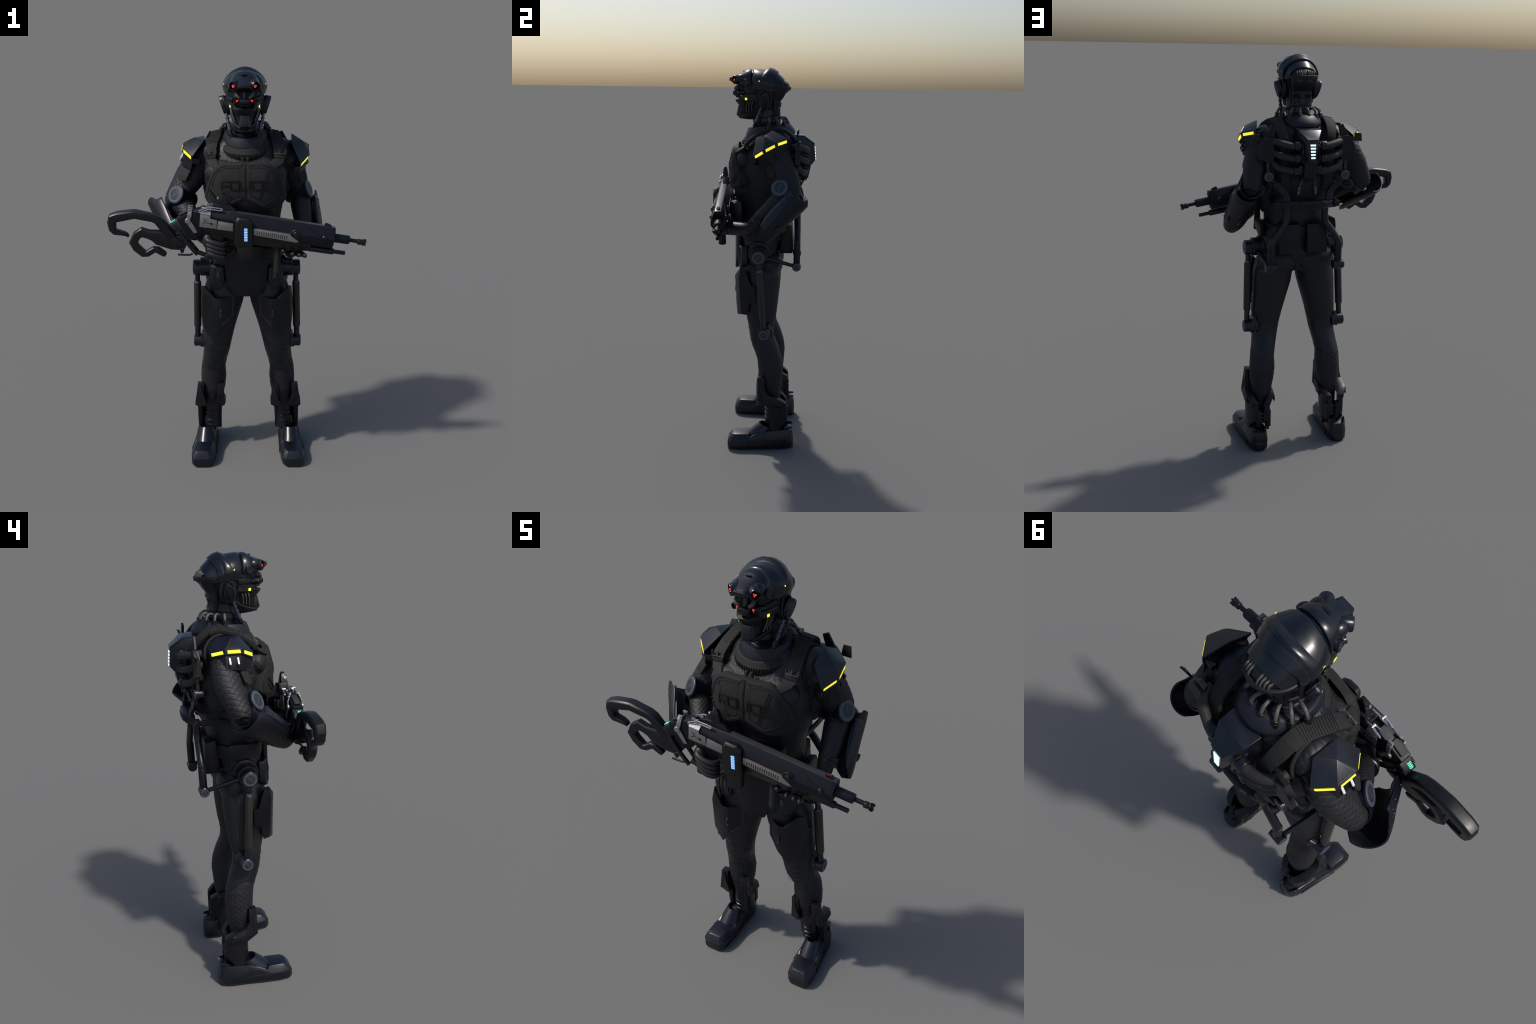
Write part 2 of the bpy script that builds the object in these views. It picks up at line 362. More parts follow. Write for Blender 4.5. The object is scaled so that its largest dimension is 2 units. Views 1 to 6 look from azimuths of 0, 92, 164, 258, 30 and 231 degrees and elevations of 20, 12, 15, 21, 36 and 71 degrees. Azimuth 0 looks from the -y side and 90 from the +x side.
# ------------------------------------------------------------------ feet and ankles
def foot():
    def sole(z, grow=0.0, sh=0.0):
        h = [(-0.162, 0.038), (-0.146, 0.053), (-0.10, 0.060), (-0.02, 0.058), (0.06, 0.053), (0.14, 0.050), (0.172, 0.038), (0.184, 0.020)]
        c = lambda y: 0.226 - 0.060 * y
        L = [V((c(y) - w - 0.002 - grow, y * 1.012, z)) for y, w in h]; R = [V((c(y) + w + 0.002 + grow, y * 1.012, z)) for y, w in h]
        return R + L[::-1]
    b = B()
    r0 = sole(0.0, -0.010); r1 = sole(0.012, 0.0); r2 = sole(0.050, 0.0)
    b.loft([r0, r1, r2])
    cx = lambda y: 0.226 - 0.060 * y
    def row(y, z, w): return [(cx(y) - w - 0.002, y * 1.012, z), (cx(y) + w + 0.002, y * 1.012, z)]
    # toe cap: chamfered block
    b.hull(row(-0.162, 0.049, 0.038) + row(-0.146, 0.049, 0.053) + row(-0.140, 0.080, 0.028) + row(-0.122, 0.083, 0.040) + row(-0.05, 0.083, 0.042) + row(-0.10, 0.049, 0.060) + row(-0.03, 0.049, 0.058))
    # midfoot / heel
    b.hull(row(-0.03, 0.076, 0.046) + row(-0.06, 0.050, 0.058) + row(0.03, 0.100, 0.042) + row(0.06, 0.05, 0.053) + row(0.05, 0.096, 0.044) + row(-0.02, 0.058, 0.056))
    b.hull(row(0.03, 0.05, 0.054) + row(0.14, 0.05, 0.050) + row(0.184, 0.05, 0.020) + row(0.172, 0.05, 0.04) + row(0.178, 0.100, 0.022) + row(0.150, 0.108, 0.040) + row(0.04, 0.100, 0.046))
    f = pair(b, 'foot', M_NAVY, ROOT, 0.0022, ang=20)
    # instep shroud: slanted cone with open top
    b = B(); rings = []
    for z0, z1, ry, rx, cy in ((0.074, 0.074, 0.074, 0.050, 0.006), (0.102, 0.094, 0.058, 0.045, 0.020), (0.134, 0.110, 0.045, 0.038, 0.046)):
        rings.append([V((cx(cy) + rx * math.sin(a), cy - ry * math.cos(a), z0 + (z1 - z0) * (1 - math.cos(a)) / 2)) for a in (2 * math.pi * k / 32 for k in range(32))])
    inn = [[V((cx(cy) + rx * math.sin(a), cy - ry * math.cos(a), z0 + (z1 - z0) * (1 - math.cos(a)) / 2)) for a in (2 * math.pi * k / 32 for k in range(32))]
           for z0, z1, ry, rx, cy in ((0.133, 0.111, 0.039, 0.033, 0.046), (0.09, 0.09, 0.037, 0.031, 0.05))]
    b.loft(rings + inn)
    pair(b, 'instep_shroud', M_HELM, f, 0.0)
    # sole side strip
    b = B()
    for s in (1, -1):
        b.plate([(cx(-0.06) + s * 0.0612, -0.06, 0.050), (cx(0.125) + s * 0.0528, 0.125, 0.045), (cx(0.125) + s * 0.0528, 0.125, 0.014), (cx(0.02) + s * 0.0576, 0.02, 0.024), (cx(-0.06) + s * 0.0612, -0.06, 0.016)], (s * 0.004, 0, 0))
    pair(b, 'sole_guard', M_PLATE, f, 0.001)
    # ankle bellows
    b = B()
    pr = []
    for i in range(4):
        z = 0.115 + i * 0.026; pr += [(z, 0.030), (z + 0.004, 0.036), (z + 0.018, 0.036), (z + 0.022, 0.030)]
    b.stack((0.192, 0.066, 0), (0, 0, 1), pr, 28)
    pair(b, 'ankle_joint', M_NAVY, LLEG, 0.0)
    # heel hooks
    b = B()
    for s in (1, -1):
        b.hull([(cx(.17) + s * 0.030, 0.135, 0.105), (cx(.17) + s * 0.046, 0.135, 0.105), (cx(.17) + s * 0.034, 0.180, 0.113), (cx(.17) + s * 0.018, 0.182, 0.118), (cx(.17) + s * 0.044, 0.140, 0.122), (cx(.17) + s * 0.030, 0.178, 0.126)])
    pair(b, 'heel_hook', M_BLACK, f, 0.001)
foot()

# ------------------------------------------------------------------ shin guards
def shin_guard():
    b = B()
    def xo(z): return float(np.interp(z, [0.07, 0.15, 0.232, 0.27, 0.30, 0.40], [0.264, 0.267, 0.266, 0.272, 0.264, 0.255]))
    def xi(z): return float(np.interp(z, [0.07, 0.15, 0.232, 0.27, 0.30, 0.40], [0.144, 0.143, 0.140, 0.124, 0.130, 0.128]))
    up = [(-0.006, 0.400), (0.028, 0.396), (0.030, 0.333), (0.048, 0.303), (0.115, 0.278), (0.146, 0.252), (0.146, 0.228), (0.052, 0.233), (-0.006, 0.277)]
    lo = [(0.052, 0.236), (0.148, 0.240), (0.150, 0.152), (0.118, 0.120), (0.101, 0.074), (0.064, 0.110)]
    for fx, sgn in ((xo, -1), (xi, 1)):
        # bulge toward rear: plates curl in behind the ankle
        def pt(y, z, grow=0.0):
            x = fx(z); c = max(0.0, (y - 0.085) / 0.065)
            return V((x + sgn * 0.024 * c ** 1.6 - sgn * grow, y, z))
        for poly, g, t in ((up, 0.004, 0.034), (lo, 0.0, 0.022)):
            # subdivide along y by building strips
            ys = sorted({p[0] for p in poly} | {0.0, 0.03, 0.06, 0.085, 0.1, 0.115, 0.13})
            def span(y):
                hit = []
                for i in range(len(poly)):
                    (y0, z0), (y1, z1) = poly[i], poly[(i + 1) % len(poly)]
                    if y0 == y1:
                        if abs(y - y0) < 1e-9: hit += [z0, z1]
                        continue
                    if min(y0, y1) - 1e-9 <= y <= max(y0, y1) + 1e-9: hit.append(z0 + (z1 - z0) * (y - y0) / (y1 - y0))
                return (min(hit), max(hit)) if hit else None
            cols = [(y, span(y)) for y in ys if span(y)]
            rings = []
            for y, (z0, z1) in cols:
                if z1 - z0 < 0.002: z0 -= 0.001; z1 += 0.001
                zs = [z0 + (z1 - z0) * k / 6 for k in range(7)]
                o = [pt(y, z, g) for z in zs]; i = [p + V((sgn * t, 0, 0)) for p in reversed(o)]
                rings.append(o + i)
            b.loft(rings)
    # front flaps: narrow at the top, broad at the foot of the guard
    b.plate([(0.257, -0.006, 0.399), (0.243, -0.010, 0.397), (0.236, -0.014, 0.36), (0.214, -0.016, 0.283), (0.224, -0.014, 0.270), (0.275, 0.0, 0.272), (0.275, 0.0, 0.29)], (-0.002, 0.016, 0))
    b.plate([(0.125, -0.004, 0.385), (0.141, -0.010, 0.383), (0.148, -0.014, 0.34), (0.172, -0.016, 0.283), (0.160, -0.014, 0.270), (0.120, 0.0, 0.272), (0.120, 0.0, 0.29)], (0.002, 0.016, 0))
    pair(b, 'shin_guard', M_PLATE, LLEG, 0.0018)
    b = B()   # rear posts
    for x0 in (0.164, 0.216):
        b.hull([(x0 + dx, y, z) for dx in (-0.012, 0.012) for y, z in ((0.130, 0.215), (0.152, 0.205), (0.152, 0.118), (0.130, 0.110))])
    pair(b, 'rear_post', M_PLATE, LLEG, 0.002)
    b = B()
    for z in (0.140, 0.163, 0.186): b.stack((0.166, 0.136, z), (1, 0, 0), [(0, 0.006), (0.004, 0.0085), (0.04, 0.0085), (0.044, 0.006)], 16)
    pair(b, 'roller', M_NAVY, LLEG, 0.0)
    b = B()   # round lugs on the collar flanks
    b.hull([(0.270, y, z) for y, z in ((0.05, 0.292), (0.115, 0.275), (0.125, 0.240), (0.05, 0.240))] + [(0.277, y, z) for y, z in ((0.065, 0.275), (0.105, 0.266), (0.108, 0.25), (0.065, 0.25))])
    b.hull([(0.126, y, z) for y, z in ((0.05, 0.292), (0.115, 0.275), (0.125, 0.240), (0.05, 0.240))] + [(0.119, y, z) for y, z in ((0.065, 0.275), (0.105, 0.266), (0.108, 0.25), (0.065, 0.25))])
    pair(b, 'collar_lug', M_PLATE, LLEG, 0.001)
shin_guard()

# ------------------------------------------------------------------ thigh plates, knee pads
def thigh_plate():
    I1, I2 = (0.058, -0.090, 0.932), (0.062, -0.098, 0.831)
    F1, F2 = (0.122, -0.136, 0.928), (0.122, -0.133, 0.782)
    P1 = (0.148, -0.138, 0.930)
    O1, O2, Bm = (0.209, -0.106, 0.982), (0.222, -0.100, 0.770), (0.163, -0.122, 0.719)
    O1b = (0.219, -0.112, 0.93); Bo = (0.205, -0.098, 0.728)
    T1, T2, T3, T4, T5 = (0.224, -0.082, 0.978), (0.232, -0.050, 0.890), (0.233, -0.025, 0.886), (0.233, -0.025, 0.800), (0.230, -0.055, 0.795)
    T6 = (0.216, -0.070, 0.728)
    vs = [I1, I2, F1, F2, P1, O1, O2, Bm, O1b, T1, T2, T3, T4, T5, T6, Bo]
    fs = [(0, 2, 3, 1), (2, 4, 7, 3), (4, 5, 8), (4, 8, 6, 7), (6, 15, 7), (5, 9, 10, 8), (8, 10, 13, 6), (10, 11, 12, 13), (6, 13, 14, 15)]
    vs = [(x - 0.006 if x > 0.2 else x, y, z) for x, y, z in vs]
    b = B(); b.shell(vs, fs, 0.010)
    p = pair(b, 'thigh_plate', M_PLATE, ULEG, 0.0015, ang=20)
    b = B()
    for z in (0.870, 0.838): b.box((0.1235, -0.136, z), (0.006, 0.004, 0.006))
    b.box((0.127, -0.136, 0.854), (0.003, 0.004, 0.03))
    pair(b, 'hinge', M_EDGE, p, 0.001)
    b = B()   # seam groove line and lower trim on the inner leaf
    b.bar([(0.066, -0.0965, 0.926), (0.069, -0.101, 0.836), (0.118, -0.1325, 0.79)], 0.002, 0.0012, lambda q: (-0.4, -0.9, 0))
    pair(b, 'plate_trim', M_EDGE, p)
    # knee pad: smooth shield with ribbed creases
    b = B(); rings = []
    for z, xi, xo, yf in ((0.665, 0.100, 0.205, -0.0655), (0.63, 0.092, 0.212, -0.0595), (0.59, 0.098, 0.214, -0.0535), (0.55, 0.110, 0.216, -0.0415), (0.51, 0.128, 0.214, -0.0250), (0.485, 0.142, 0.205, -0.0165)):
        c = (xi + xo) / 2; h = (xo - xi) / 2
        o = [V((c + h * math.sin(t), yf + 0.040 * (1 - math.cos(t)), z)) for t in [(-1 + 2 * k / 14) * 1.35 for k in range(15)]]
        i = [p + V((0, 0.012, 0)) for p in reversed(o)]
        rings.append(o + i)
    b.loft(rings)
    k = pair(b, 'knee_pad', M_SMOOTH, LLEG, 0.001)
    b = B()
    for z, yf in ((0.655, -0.0636), (0.62, -0.0577), (0.585, -0.0517), (0.555, -0.0428)):
        b.bar([(0.155 + 0.048 * math.sin(t), yf + 0.030 * (1 - math.cos(t)) - 0.0008, z - 0.008 * math.cos(t * 1.2)) for t in [(-1 + 2 * q / 12) for q in range(13)]], 0.002, 0.0006, lambda q: (0, -1, 0))
    pair(b, 'knee_crease', M_BLACK, k)
thigh_plate()

# ------------------------------------------------------------------ exoskeleton leg frame
def disc_cap(b, c, d, r, th=0.004, slot=0.0):
    """ring + recessed centre + slot; material slots 0 body 1 ring 2 centre"""
    x, y, z = frame(d); c = V(c)
    b.m(1).stack(c, d, [(0, r * 0.93), (th * 0.6, r * 0.93), (th, r * 0.88), (th, r * 0.62), (th * 0.3, r * 0.60)], 36)
    b.m(2).stack(c, d, [(0, r * 0.61), (th * 0.7, r * 0.60), (th * 0.8, r * 0.56)], 36)
    u = x * math.cos(slot) + y * math.sin(slot); w = z.cross(u)
    b.m(1).box(c + V(z) * (th * 0.85), (r * 0.80, r * 0.10, th * 0.3), (u, w, z)); b.m(0)
    return b

def leg_frame():
    # hip joint
    b = B()
    b.stack((0.170, -0.008, 1.052), (1, 0, 0), [(0, 0.062), (0.010, 0.060), (0.012, 0.052), (0.020, 0.052)], 36)
    b.stack((0.185, -0.009, 1.050), (1, 0, 0), [(0, 0.043), (0.002, 0.046), (0.038, 0.046), (0.040, 0.043)], 36)
    b.stack((0.222, -0.010, 1.047), (1, 0, 0), [(0, 0.036), (0.002, 0.0375), (0.035, 0.0375), (0.037, 0.035)], 36)
    disc_cap(b, (0.2585, -0.010, 1.047), (1, 0, 0), 0.034, 0.003, 0.8)
    pair(b, 'hip_joint', [M_NAVY, M_RING, M_DISC], ROOT)
    # rod from hip to knee
    b = B(); a = V((0.241, -0.008, 1.02)); k = V((0.252, 0.020, 0.655)); d = k - a
    b.cyl(a, a + d * 0.14, 0.0125, n=16)
    b.cyl(a + d * 0.84, k, 0.0135, n=16); b.cyl(a + d * 0.83, a + d * 0.97, 0.0145, n=8)
    u = pair(b, 'leg_strut', M_NAVY, ROOT, 0.001)
    b = B(); b.stack(a, d, [(0.13 * d.length, 0.011), (0.145 * d.length, 0.018), (0.155 * d.length, 0.0185), (0.81 * d.length, 0.0185), (0.835 * d.length, 0.014)], 8, sx=1.05, rot=math.pi / 8)
    pair(b, 'strut_sleeve', M_BAR, u, 0.0012)
    b = B(); b.stack(a, d, [(0.118 * d.length, 0.0135), (0.142 * d.length, 0.0155)], 20)
    pair(b, 'strut_collar', M_STEELROD, u)
    # knee joint
    b = B()
    b.stack((0.200, 0.024, 0.640), (1, 0, 0), [(0, 0.042), (0.012, 0.042), (0.016, 0.036), (0.020, 0.036)], 32)
    b.stack((0.205, 0.024, 0.636), (1, 0, 0), [(0, 0.034), (0.032, 0.0355), (0.034, 0.033)], 32)
    b.stack((0.236, 0.024, 0.637), (1, 0, 0), [(0, 0.029), (0.002, 0.031), (0.031, 0.031), (0.033, 0.029)], 32)
    b.hull([(0.212, y, z) for y, z in ((-0.012, 0.69), (0.055, 0.69), (0.06, 0.64), (-0.016, 0.64))] + [(0.232, y, z) for y, z in ((0.0, 0.682), (0.045, 0.682), (0.05, 0.65), (-0.004, 0.65))])
    disc_cap(b, (0.2685, 0.024, 0.637), (1, 0, 0), 0.028, 0.003, 0.8)
    pair(b, 'knee_joint', [M_NAVY, M_RING, M_DISC], ROOT)
    # rear lever joint and rods
    b = B(); c = V((0.145, 0.186, 0.988))
    b.stack(c, (1, 0, 0), [(0, 0.020), (0.002, 0.0225), (0.052, 0.0225), (0.054, 0.020)], 28)
    disc_cap(b, c + V((0.0545, 0, 0)), (1, 0, 0), 0.021, 0.003, 0.8)
    pair(b, 'lever_joint', [M_NAVY, M_RING, M_DISC], ROOT)
    b = B(); b.cyl((0.183, 0.17, 0.993), (0.203, 0.02, 1.036), 0.010, n=16)
    pair(b, 'lever_rod', M_NAVY, ROOT)
    # descending tube from the waist bar
    b = B(); b.tube([(0.097, 0.188, 1.285), (0.097, 0.186, 1.24), (0.103, 0.186, 1.208), (0.125, 0.187, 1.178), (0.160, 0.188, 1.128), (0.172, 0.188, 1.105)], 0.0165, 16, 5)
    b.cyl((0.167, 0.188, 1.118), (0.175, 0.187, 1.085), 0.0165, n=16)
    t = pair(b, 'waist_tube', M_NAVY, ROOT)
    b = B(); b.cyl((0.172, 0.187, 1.108), (0.172, 0.187, 1.004), 0.0185, n=8, rot=math.pi / 8)
    pair(b, 'tube_socket', M_PLATE, t, 0.002)
leg_frame()

# ------------------------------------------------------------------ pelvis gear
def pelvis():
    b = B()
    hexa = [(-0.090, 1.195), (-0.099, 1.120), (-0.099, 1.050), (-0.060, 0.951), (-0.02, 0.947), (0.02, 0.947), (0.060, 0.951), (0.099, 1.050), (0.099, 1.120), (0.090, 1.195)]
    vs = []; fs = []
    zs = [0.947, 0.951, 1.0, 1.05, 1.12, 1.195]; wd = [0.02, 0.060, 0.0797, 0.099, 0.099, 0.090]
    for w_, z in zip(wd, zs):
        for q in range(13): x = w_ * (-1 + q / 6); vs.append((x, -0.147 + 0.024 * (abs(x) / 0.1) ** 2, z))
    for i in range(5):
        for q in range(12): fs.append((i * 13 + q, i * 13 + q + 1, i * 13 + q + 14, i * 13 + q + 13))
    n0 = len(vs); vs += [(x, y + 0.012, z) for x, y, z in vs]; fs += [tuple(reversed([i + n0 for i in f])) for f in fs]
    rim = list(range(13)) + [13 * i + 12 for i in range(1, 6)] + list(range(5 * 13 + 11, 5 * 13 - 1, -1)) + [13 * i for i in range(4, 0, -1)]
    for q in range(len(rim)): a_, c_ = rim[q], rim[(q + 1) % len(rim)]; fs.append((a_, a_ + n0, c_ + n0, c_))
    b.add(vs, fs)
    g = b.obj('groin_plate', M_PLATE, ROOT, 0.004)
    b = B(); r = [(x * 0.9, -0.1475 + 0.024 * (abs(x) * 0.9 / 0.1) ** 2, 1.06 + (z - 1.06) * 0.92) for x, z in hexa]
    b.bar(r, 0.002, 0.0015, lambda q: (0, -1, 0), True); b.obj('plate_trim', M_BLACK, g)
    b = B(); prof = []
    for z, w, f, k in ((1.115, 0.180, -0.112, 0.126), (1.120, 0.187, -0.120, 0.133), (1.175, 0.172, -0.128, 0.136), (1.180, 0.165, -0.120, 0.130)):
        prof.append(ering((0, (f + k) / 2, z), w, (k - f) / 2, 48))
    b.loft(prof); belt = b.obj('belt', M_PLATE, ROOT, 0.002)
    # front pouches
    b = B()
    for x0, x1 in ((0.045, 0.092), (0.097, 0.145)):
        y = -0.166 if x0 < 0.09 else -0.150
        b.hull([(x, yy, z) for x in (x0, x1) for yy, z in ((y, 1.210), (y - 0.004, 1.26), (y, 1.312), (y + 0.045, 1.318), (y + 0.05, 1.205))])
    pair(b, 'front_pouch', M_BLACK, belt, 0.004)
    # hip pouch
    b = B()
    b.hull([(x, y, z) for x, dy in ((0.168, 0.012), (0.198, 0.0)) for y, z in ((-0.045 + dy, 1.190), (0.060 - dy, 1.195), (0.075 - dy, 1.165), (0.072 - dy, 1.118), (0.030, 1.112), (-0.048 + dy, 1.150))])
    pair(b, 'hip_pouch', M_PLATE, belt, 0.004)
    # rear pouches with cross ribs
    b = B(); b.hull([(x, y, z) for x in (0.018, 0.122) for y, z in ((0.110, 1.200), (0.156, 1.192), (0.168, 1.07), (0.160, 1.045), (0.095, 1.045))])
    p = pair(b, 'rear_pouch', M_PLATE, belt, 0.004)
    b = B()
    for i in range(3): b.box((0.070, 0.1560 + 0.0035 * i, 1.155 - 0.038 * i), (0.1045, 0.009, 0.002))
    pair(b, 'pouch_webbing', M_BLACK, p)
    # hip front panels with rib lines
    b = B(); b.hull([(x, y + d, z) for d in (0, 0.03) for x, y, z in ((0.108, -0.120, 1.085), (0.168, -0.100, 1.090), (0.104, -0.124, 1.02), (0.180, -0.098, 1.02), (0.112, -0.122, 0.985), (0.176, -0.100, 0.985), (0.142, -0.116, 0.966), (0.140, -0.122, 1.04))])
    pair(b, 'hip_panel', M_SMOOTH, ULEG, 0.006, seg=3)
    b = B()
    for x in (0.118, 0.150):
        b.bar([(x, -0.1215 + (x - 0.118) * 0.28, 1.075), (x + 0.002, -0.1235 + (x - 0.118) * 0.28, 1.03), (x - 0.002, -0.1215 + (x - 0.118) * 0.28, 0.99)], 0.003, 0.003, lambda q: (0.2, -1, 0))
    pair(b, 'hip_piping', M_SMOOTH, ULEG)
    b = B(); b.box((0.134, -0.1215, 1.050), (0.008, 0.006, 0.022)); b.box((0.134, -0.1215, 1.035), (0.016, 0.005, 0.004))
    pair(b, 'hip_clasp', M_EDGE, ULEG, 0.001)
pelvis()

# ------------------------------------------------------------------ vest
def vy(x, z):
    a = abs(x) / 0.19
    return -0.177 + 0.088 * a ** 4.2 + 0.020 * max(0.0, (z - 1.49) / 0.105) ** 2 + 0.008 * max(0.0, (1.45 - z) / 0.06) ** 2
def on(x, z, off=0.0):
    e = 0.002
    n = V((-(vy(x + e, z) - vy(x - e, z)) / (2 * e), 1, -(vy(x, z + e) - vy(x, z - e)) / (2 * e)))
    n = -n.normalized()
    return V((x, vy(x, z), z)) + n * off
def vn(p):
    q = on(p.x, p.z, 0.01) - on(p.x, p.z, 0); return q
def ztop(x): return float(np.interp(abs(x), [0, 0.095, 0.115, 0.135, 0.152, 0.166, 0.178, 0.186, 0.190], [1.597, 1.597, 1.590, 1.573, 1.548, 1.515, 1.478, 1.450, 1.432]))
def zbot(x): return float(np.interp(abs(x), [0, 0.02, 0.045, 0.075, 0.105, 0.14, 0.165, 0.182, 0.190], [1.432, 1.428, 1.410, 1.392, 1.384, 1.386, 1.394, 1.410, 1.424]))
def vest():
    nx, nz = 61, 26; rows = []; vs = []; fs = []
    for i in range(nx):
        x = -0.190 + 0.380 * i / (nx - 1)
        for k in range(nz): vs.append(on(x, zbot(x) + (ztop(x) - zbot(x)) * k / (nz - 1)))
    for i in range(nx - 1):
        for k in range(nz - 1): fs.append((i * nz + k, (i + 1) * nz + k, (i + 1) * nz + k + 1, i * nz + k + 1))
    # back copy makes the plate 2.6 cm thick
    n0 = len(vs); vs += [v + V((-v.x * 0.06, 0.026, 0)) for v in vs]; fs += [tuple(reversed([q + n0 for q in f])) for f in fs]
    rim = [i * nz for i in range(nx)] + [(nx - 1) * nz + k for k in range(1, nz)] + [i * nz + nz - 1 for i in range(nx - 2, -1, -1)] + [k for k in range(nz - 2, 0, -1)]
    for q in range(len(rim)):
        a, c = rim[q], rim[(q + 1) % len(rim)]; fs.append((a, a + n0, c + n0, c))
    b = B(); b.add(vs, fs)
    v = b.obj('chest_plate', M_VEST, ROOT, 0.005, ang=45, seg=3)
    # raised frame around each half
    b = B()
    def half(s):
        def inset(x, t): return x
        top = [(0.018, 1.590), (0.095, 1.590), (0.115, 1.582), (0.133, 1.565), (0.148, 1.542), (0.160, 1.512), (0.171, 1.475), (0.178, 1.448)]
        bot = [(0.176, 1.418), (0.160, 1.405), (0.140, 1.398), (0.105, 1.396), (0.078, 1.404), (0.048, 1.423), (0.018, 1.440)]
        return [on(s * x, z, 0.001) for x, z in top + bot]
    for s in (1, -1): b.bar(half(s), 0.017, 0.0016, vn, True)
    b.obj('plate_border', M_VEST, v, 0.0015, ang=50)
    b = B()
    for s in (1, -1):
        inner = [(0.026, 1.578), (0.058, 1.578), (0.090, 1.576), (0.112, 1.566), (0.128, 1.548), (0.142, 1.520), (0.150, 1.49)]
        b.bar([on(s * x, z, 0.0012) for x, z in inner], 0.0020, 0.0009, vn)
        b.bar([on(s * x, z, 0.0012) for x, z in ((0.026, 1.578), (0.026, 1.515), (0.026, 1.452), (0.05, 1.440), (0.072, 1.447))], 0.0020, 0.0009, vn)
        b.bar([on(s * x, z, 0.0012) for x, z in ((0.112, 1.566), (0.102, 1.535), (0.090, 1.50), (0.078, 1.465), (0.066, 1.432))], 0.0020, 0.0009, vn)
        if s > 0: b.bar([on(s * x, z, 0.0012) for x, z in ((0.104, 1.570), (0.094, 1.539), (0.082, 1.504), (0.070, 1.469), (0.058, 1.438))], 0.0020, 0.0009, vn)
        for o in (0.004, 0.020):
            b.bar([on(s * (x + o * 0.2), z - o, 0.0012) for x, z in ((0.160, 1.470), (0.150, 1.452), (0.132, 1.435), (0.110, 1.422), (0.088, 1.415))], 0.0028, 0.0018, vn)
    b.obj('panel_line', M_VEST, v, 0.0, ang=40)
    # rubber ribs on the right flank of the plate
    b = B()
    for i in range(6):
        t = i / 5; b.box(on(-0.158 + 0.042 * t, 1.468 - 0.05 * t, 0.002), (0.014, 0.006, 0.006))
    b.obj('flank_rib', M_BLACK, v, 0.001)
    b = B(); b.bar([on(0, 1.597 - 0.165 * k / 12, 0.001) for k in range(13)], 0.005, 0.0014, vn)
    b.obj('center_seam', M_LETTER, v)
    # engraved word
    G = {'P': (0.036, [[(0, 0), (0, 1), (1, 1), (1, 0.46), (0, 0.46)]]), 'O': (0.036, [[(0, 0), (0, 1), (1, 1), (1, 0), (0, 0)]]),
         'L': (0.028, [[(0, 1), (0, 0), (1, 0)]]), 'I': (0.004, [[(0, 1), (0, 0)]]), 'C': (0.034, [[(1, 1), (0, 1), (0, 0), (1, 0)]]),
         'E': (0.033, [[(1, 1), (0, 1), (0, 0), (1, 0)], [(0, 0.5), (0.95, 0.5)]])}
    px = {'P': -0.1065, 'O': -0.0655, 'L': -0.0215, 'I': 0.0200, 'C': 0.0330, 'E': 0.0735}
    for ch in 'POLICE':
        w, strokes = G[ch]; b = B()
        for st in strokes:
            pts = []
            for (x0, z0), (x1, z1) in zip(st, st[1:]):
                for k in range(5): pts.append((x0 + (x1 - x0) * k / 4, z0 + (z1 - z0) * k / 4))
            segs = [on(px[ch] + x * w, 1.481 + z * 0.037, 0.0026) for x, z in pts]
            for i in range(0, len(segs), 5): 
                d = (segs[i + 4] - segs[i]).normalized() * 0.0023
                run = [segs[i] - d] + segs[i + 1:i + 4] + [segs[i + 4] + d]
                b.bar(run, 0.0044, 0.0010 + 0.00006 * (i // 5), vn)
        b.obj('letter_' + ch.lower(), M_LETTER, v)
    # belly plate below
    b = B(); rings = []
    for z, w, f in ((1.425, 0.150, -0.156), (1.39, 0.158, -0.156), (1.36, 0.155, -0.153), (1.335, 0.148, -0.150)):
        o = [V((w * math.sin(t), f + 0.09 * (1 - math.cos(t)), z)) for t in [(-1 + 2 * k / 20) * 1.3 for k in range(21)]]
        rings.append(o + [p + V((0, 0.02, 0)) for p in reversed(o)])
    b.loft(rings); b.obj('belly_plate', M_SMOOTH, ROOT, 0.003)
    # shoulder straps
    def strap(pts, nrm, w, th, sub=6): bb = B(); bb.ribbon(pts, nrm, w, th, sub); return bb
    main = [(0.158, -0.074, 1.606), (0.155, -0.058, 1.628), (0.147, -0.020, 1.654), (0.136, 0.030, 1.676), (0.128, 0.072, 1.686), (0.128, 0.110, 1.676)]
    nn = [(0.1, -0.75, 0.6), (0.15, -0.65, 0.7), (0.2, -0.5, 0.85), (0.2, -0.2, 0.95), (0.2, 0.1, 0.95), (0.15, 0.5, 0.85)]
    st = pair(strap(main, nn, [0.052, 0.052, 0.056, 0.056, 0.056], 0.018), 'shoulder_strap', M_VEST, ROOT, 0.002)
    b = B(); P = spline(main, 6); Nn = spline(nn, 6)
    for i in range(11, len(P) - 6, 1):
        t = (P[i + 1] - P[i - 1]).normalized(); n = (Nn[i] - t * Nn[i].dot(t)).normalized()
        b.box(P[i] + n * 0.0185, (0.052, 0.0035, 0.004), (t.cross(n), t, n))
    pair(b, 'strap_rib', M_VEST, st, 0.0008)
    # rear part over the shoulder blade
    pair(strap([(0.128, 0.105, 1.684), (0.126, 0.140, 1.660), (0.120, 0.168, 1.625), (0.112, 0.178, 1.58), (0.108, 0.178, 1.50), (0.106, 0.178, 1.42), (0.100, 0.170, 1.36)],
               [(0.1, 0.6, 0.8), (0.1, 0.8, 0.5), (0.1, 1, 0.25), (0, 1, 0.1), (0, 1, -0.1), (0, 1, -0.1), (0, 1, -0.1)], [0.054, 0.052, 0.046, 0.046, 0.046, 0.046, 0.046], 0.014), 'back_strap', M_VEST, ROOT, 0.002)
    b = B()
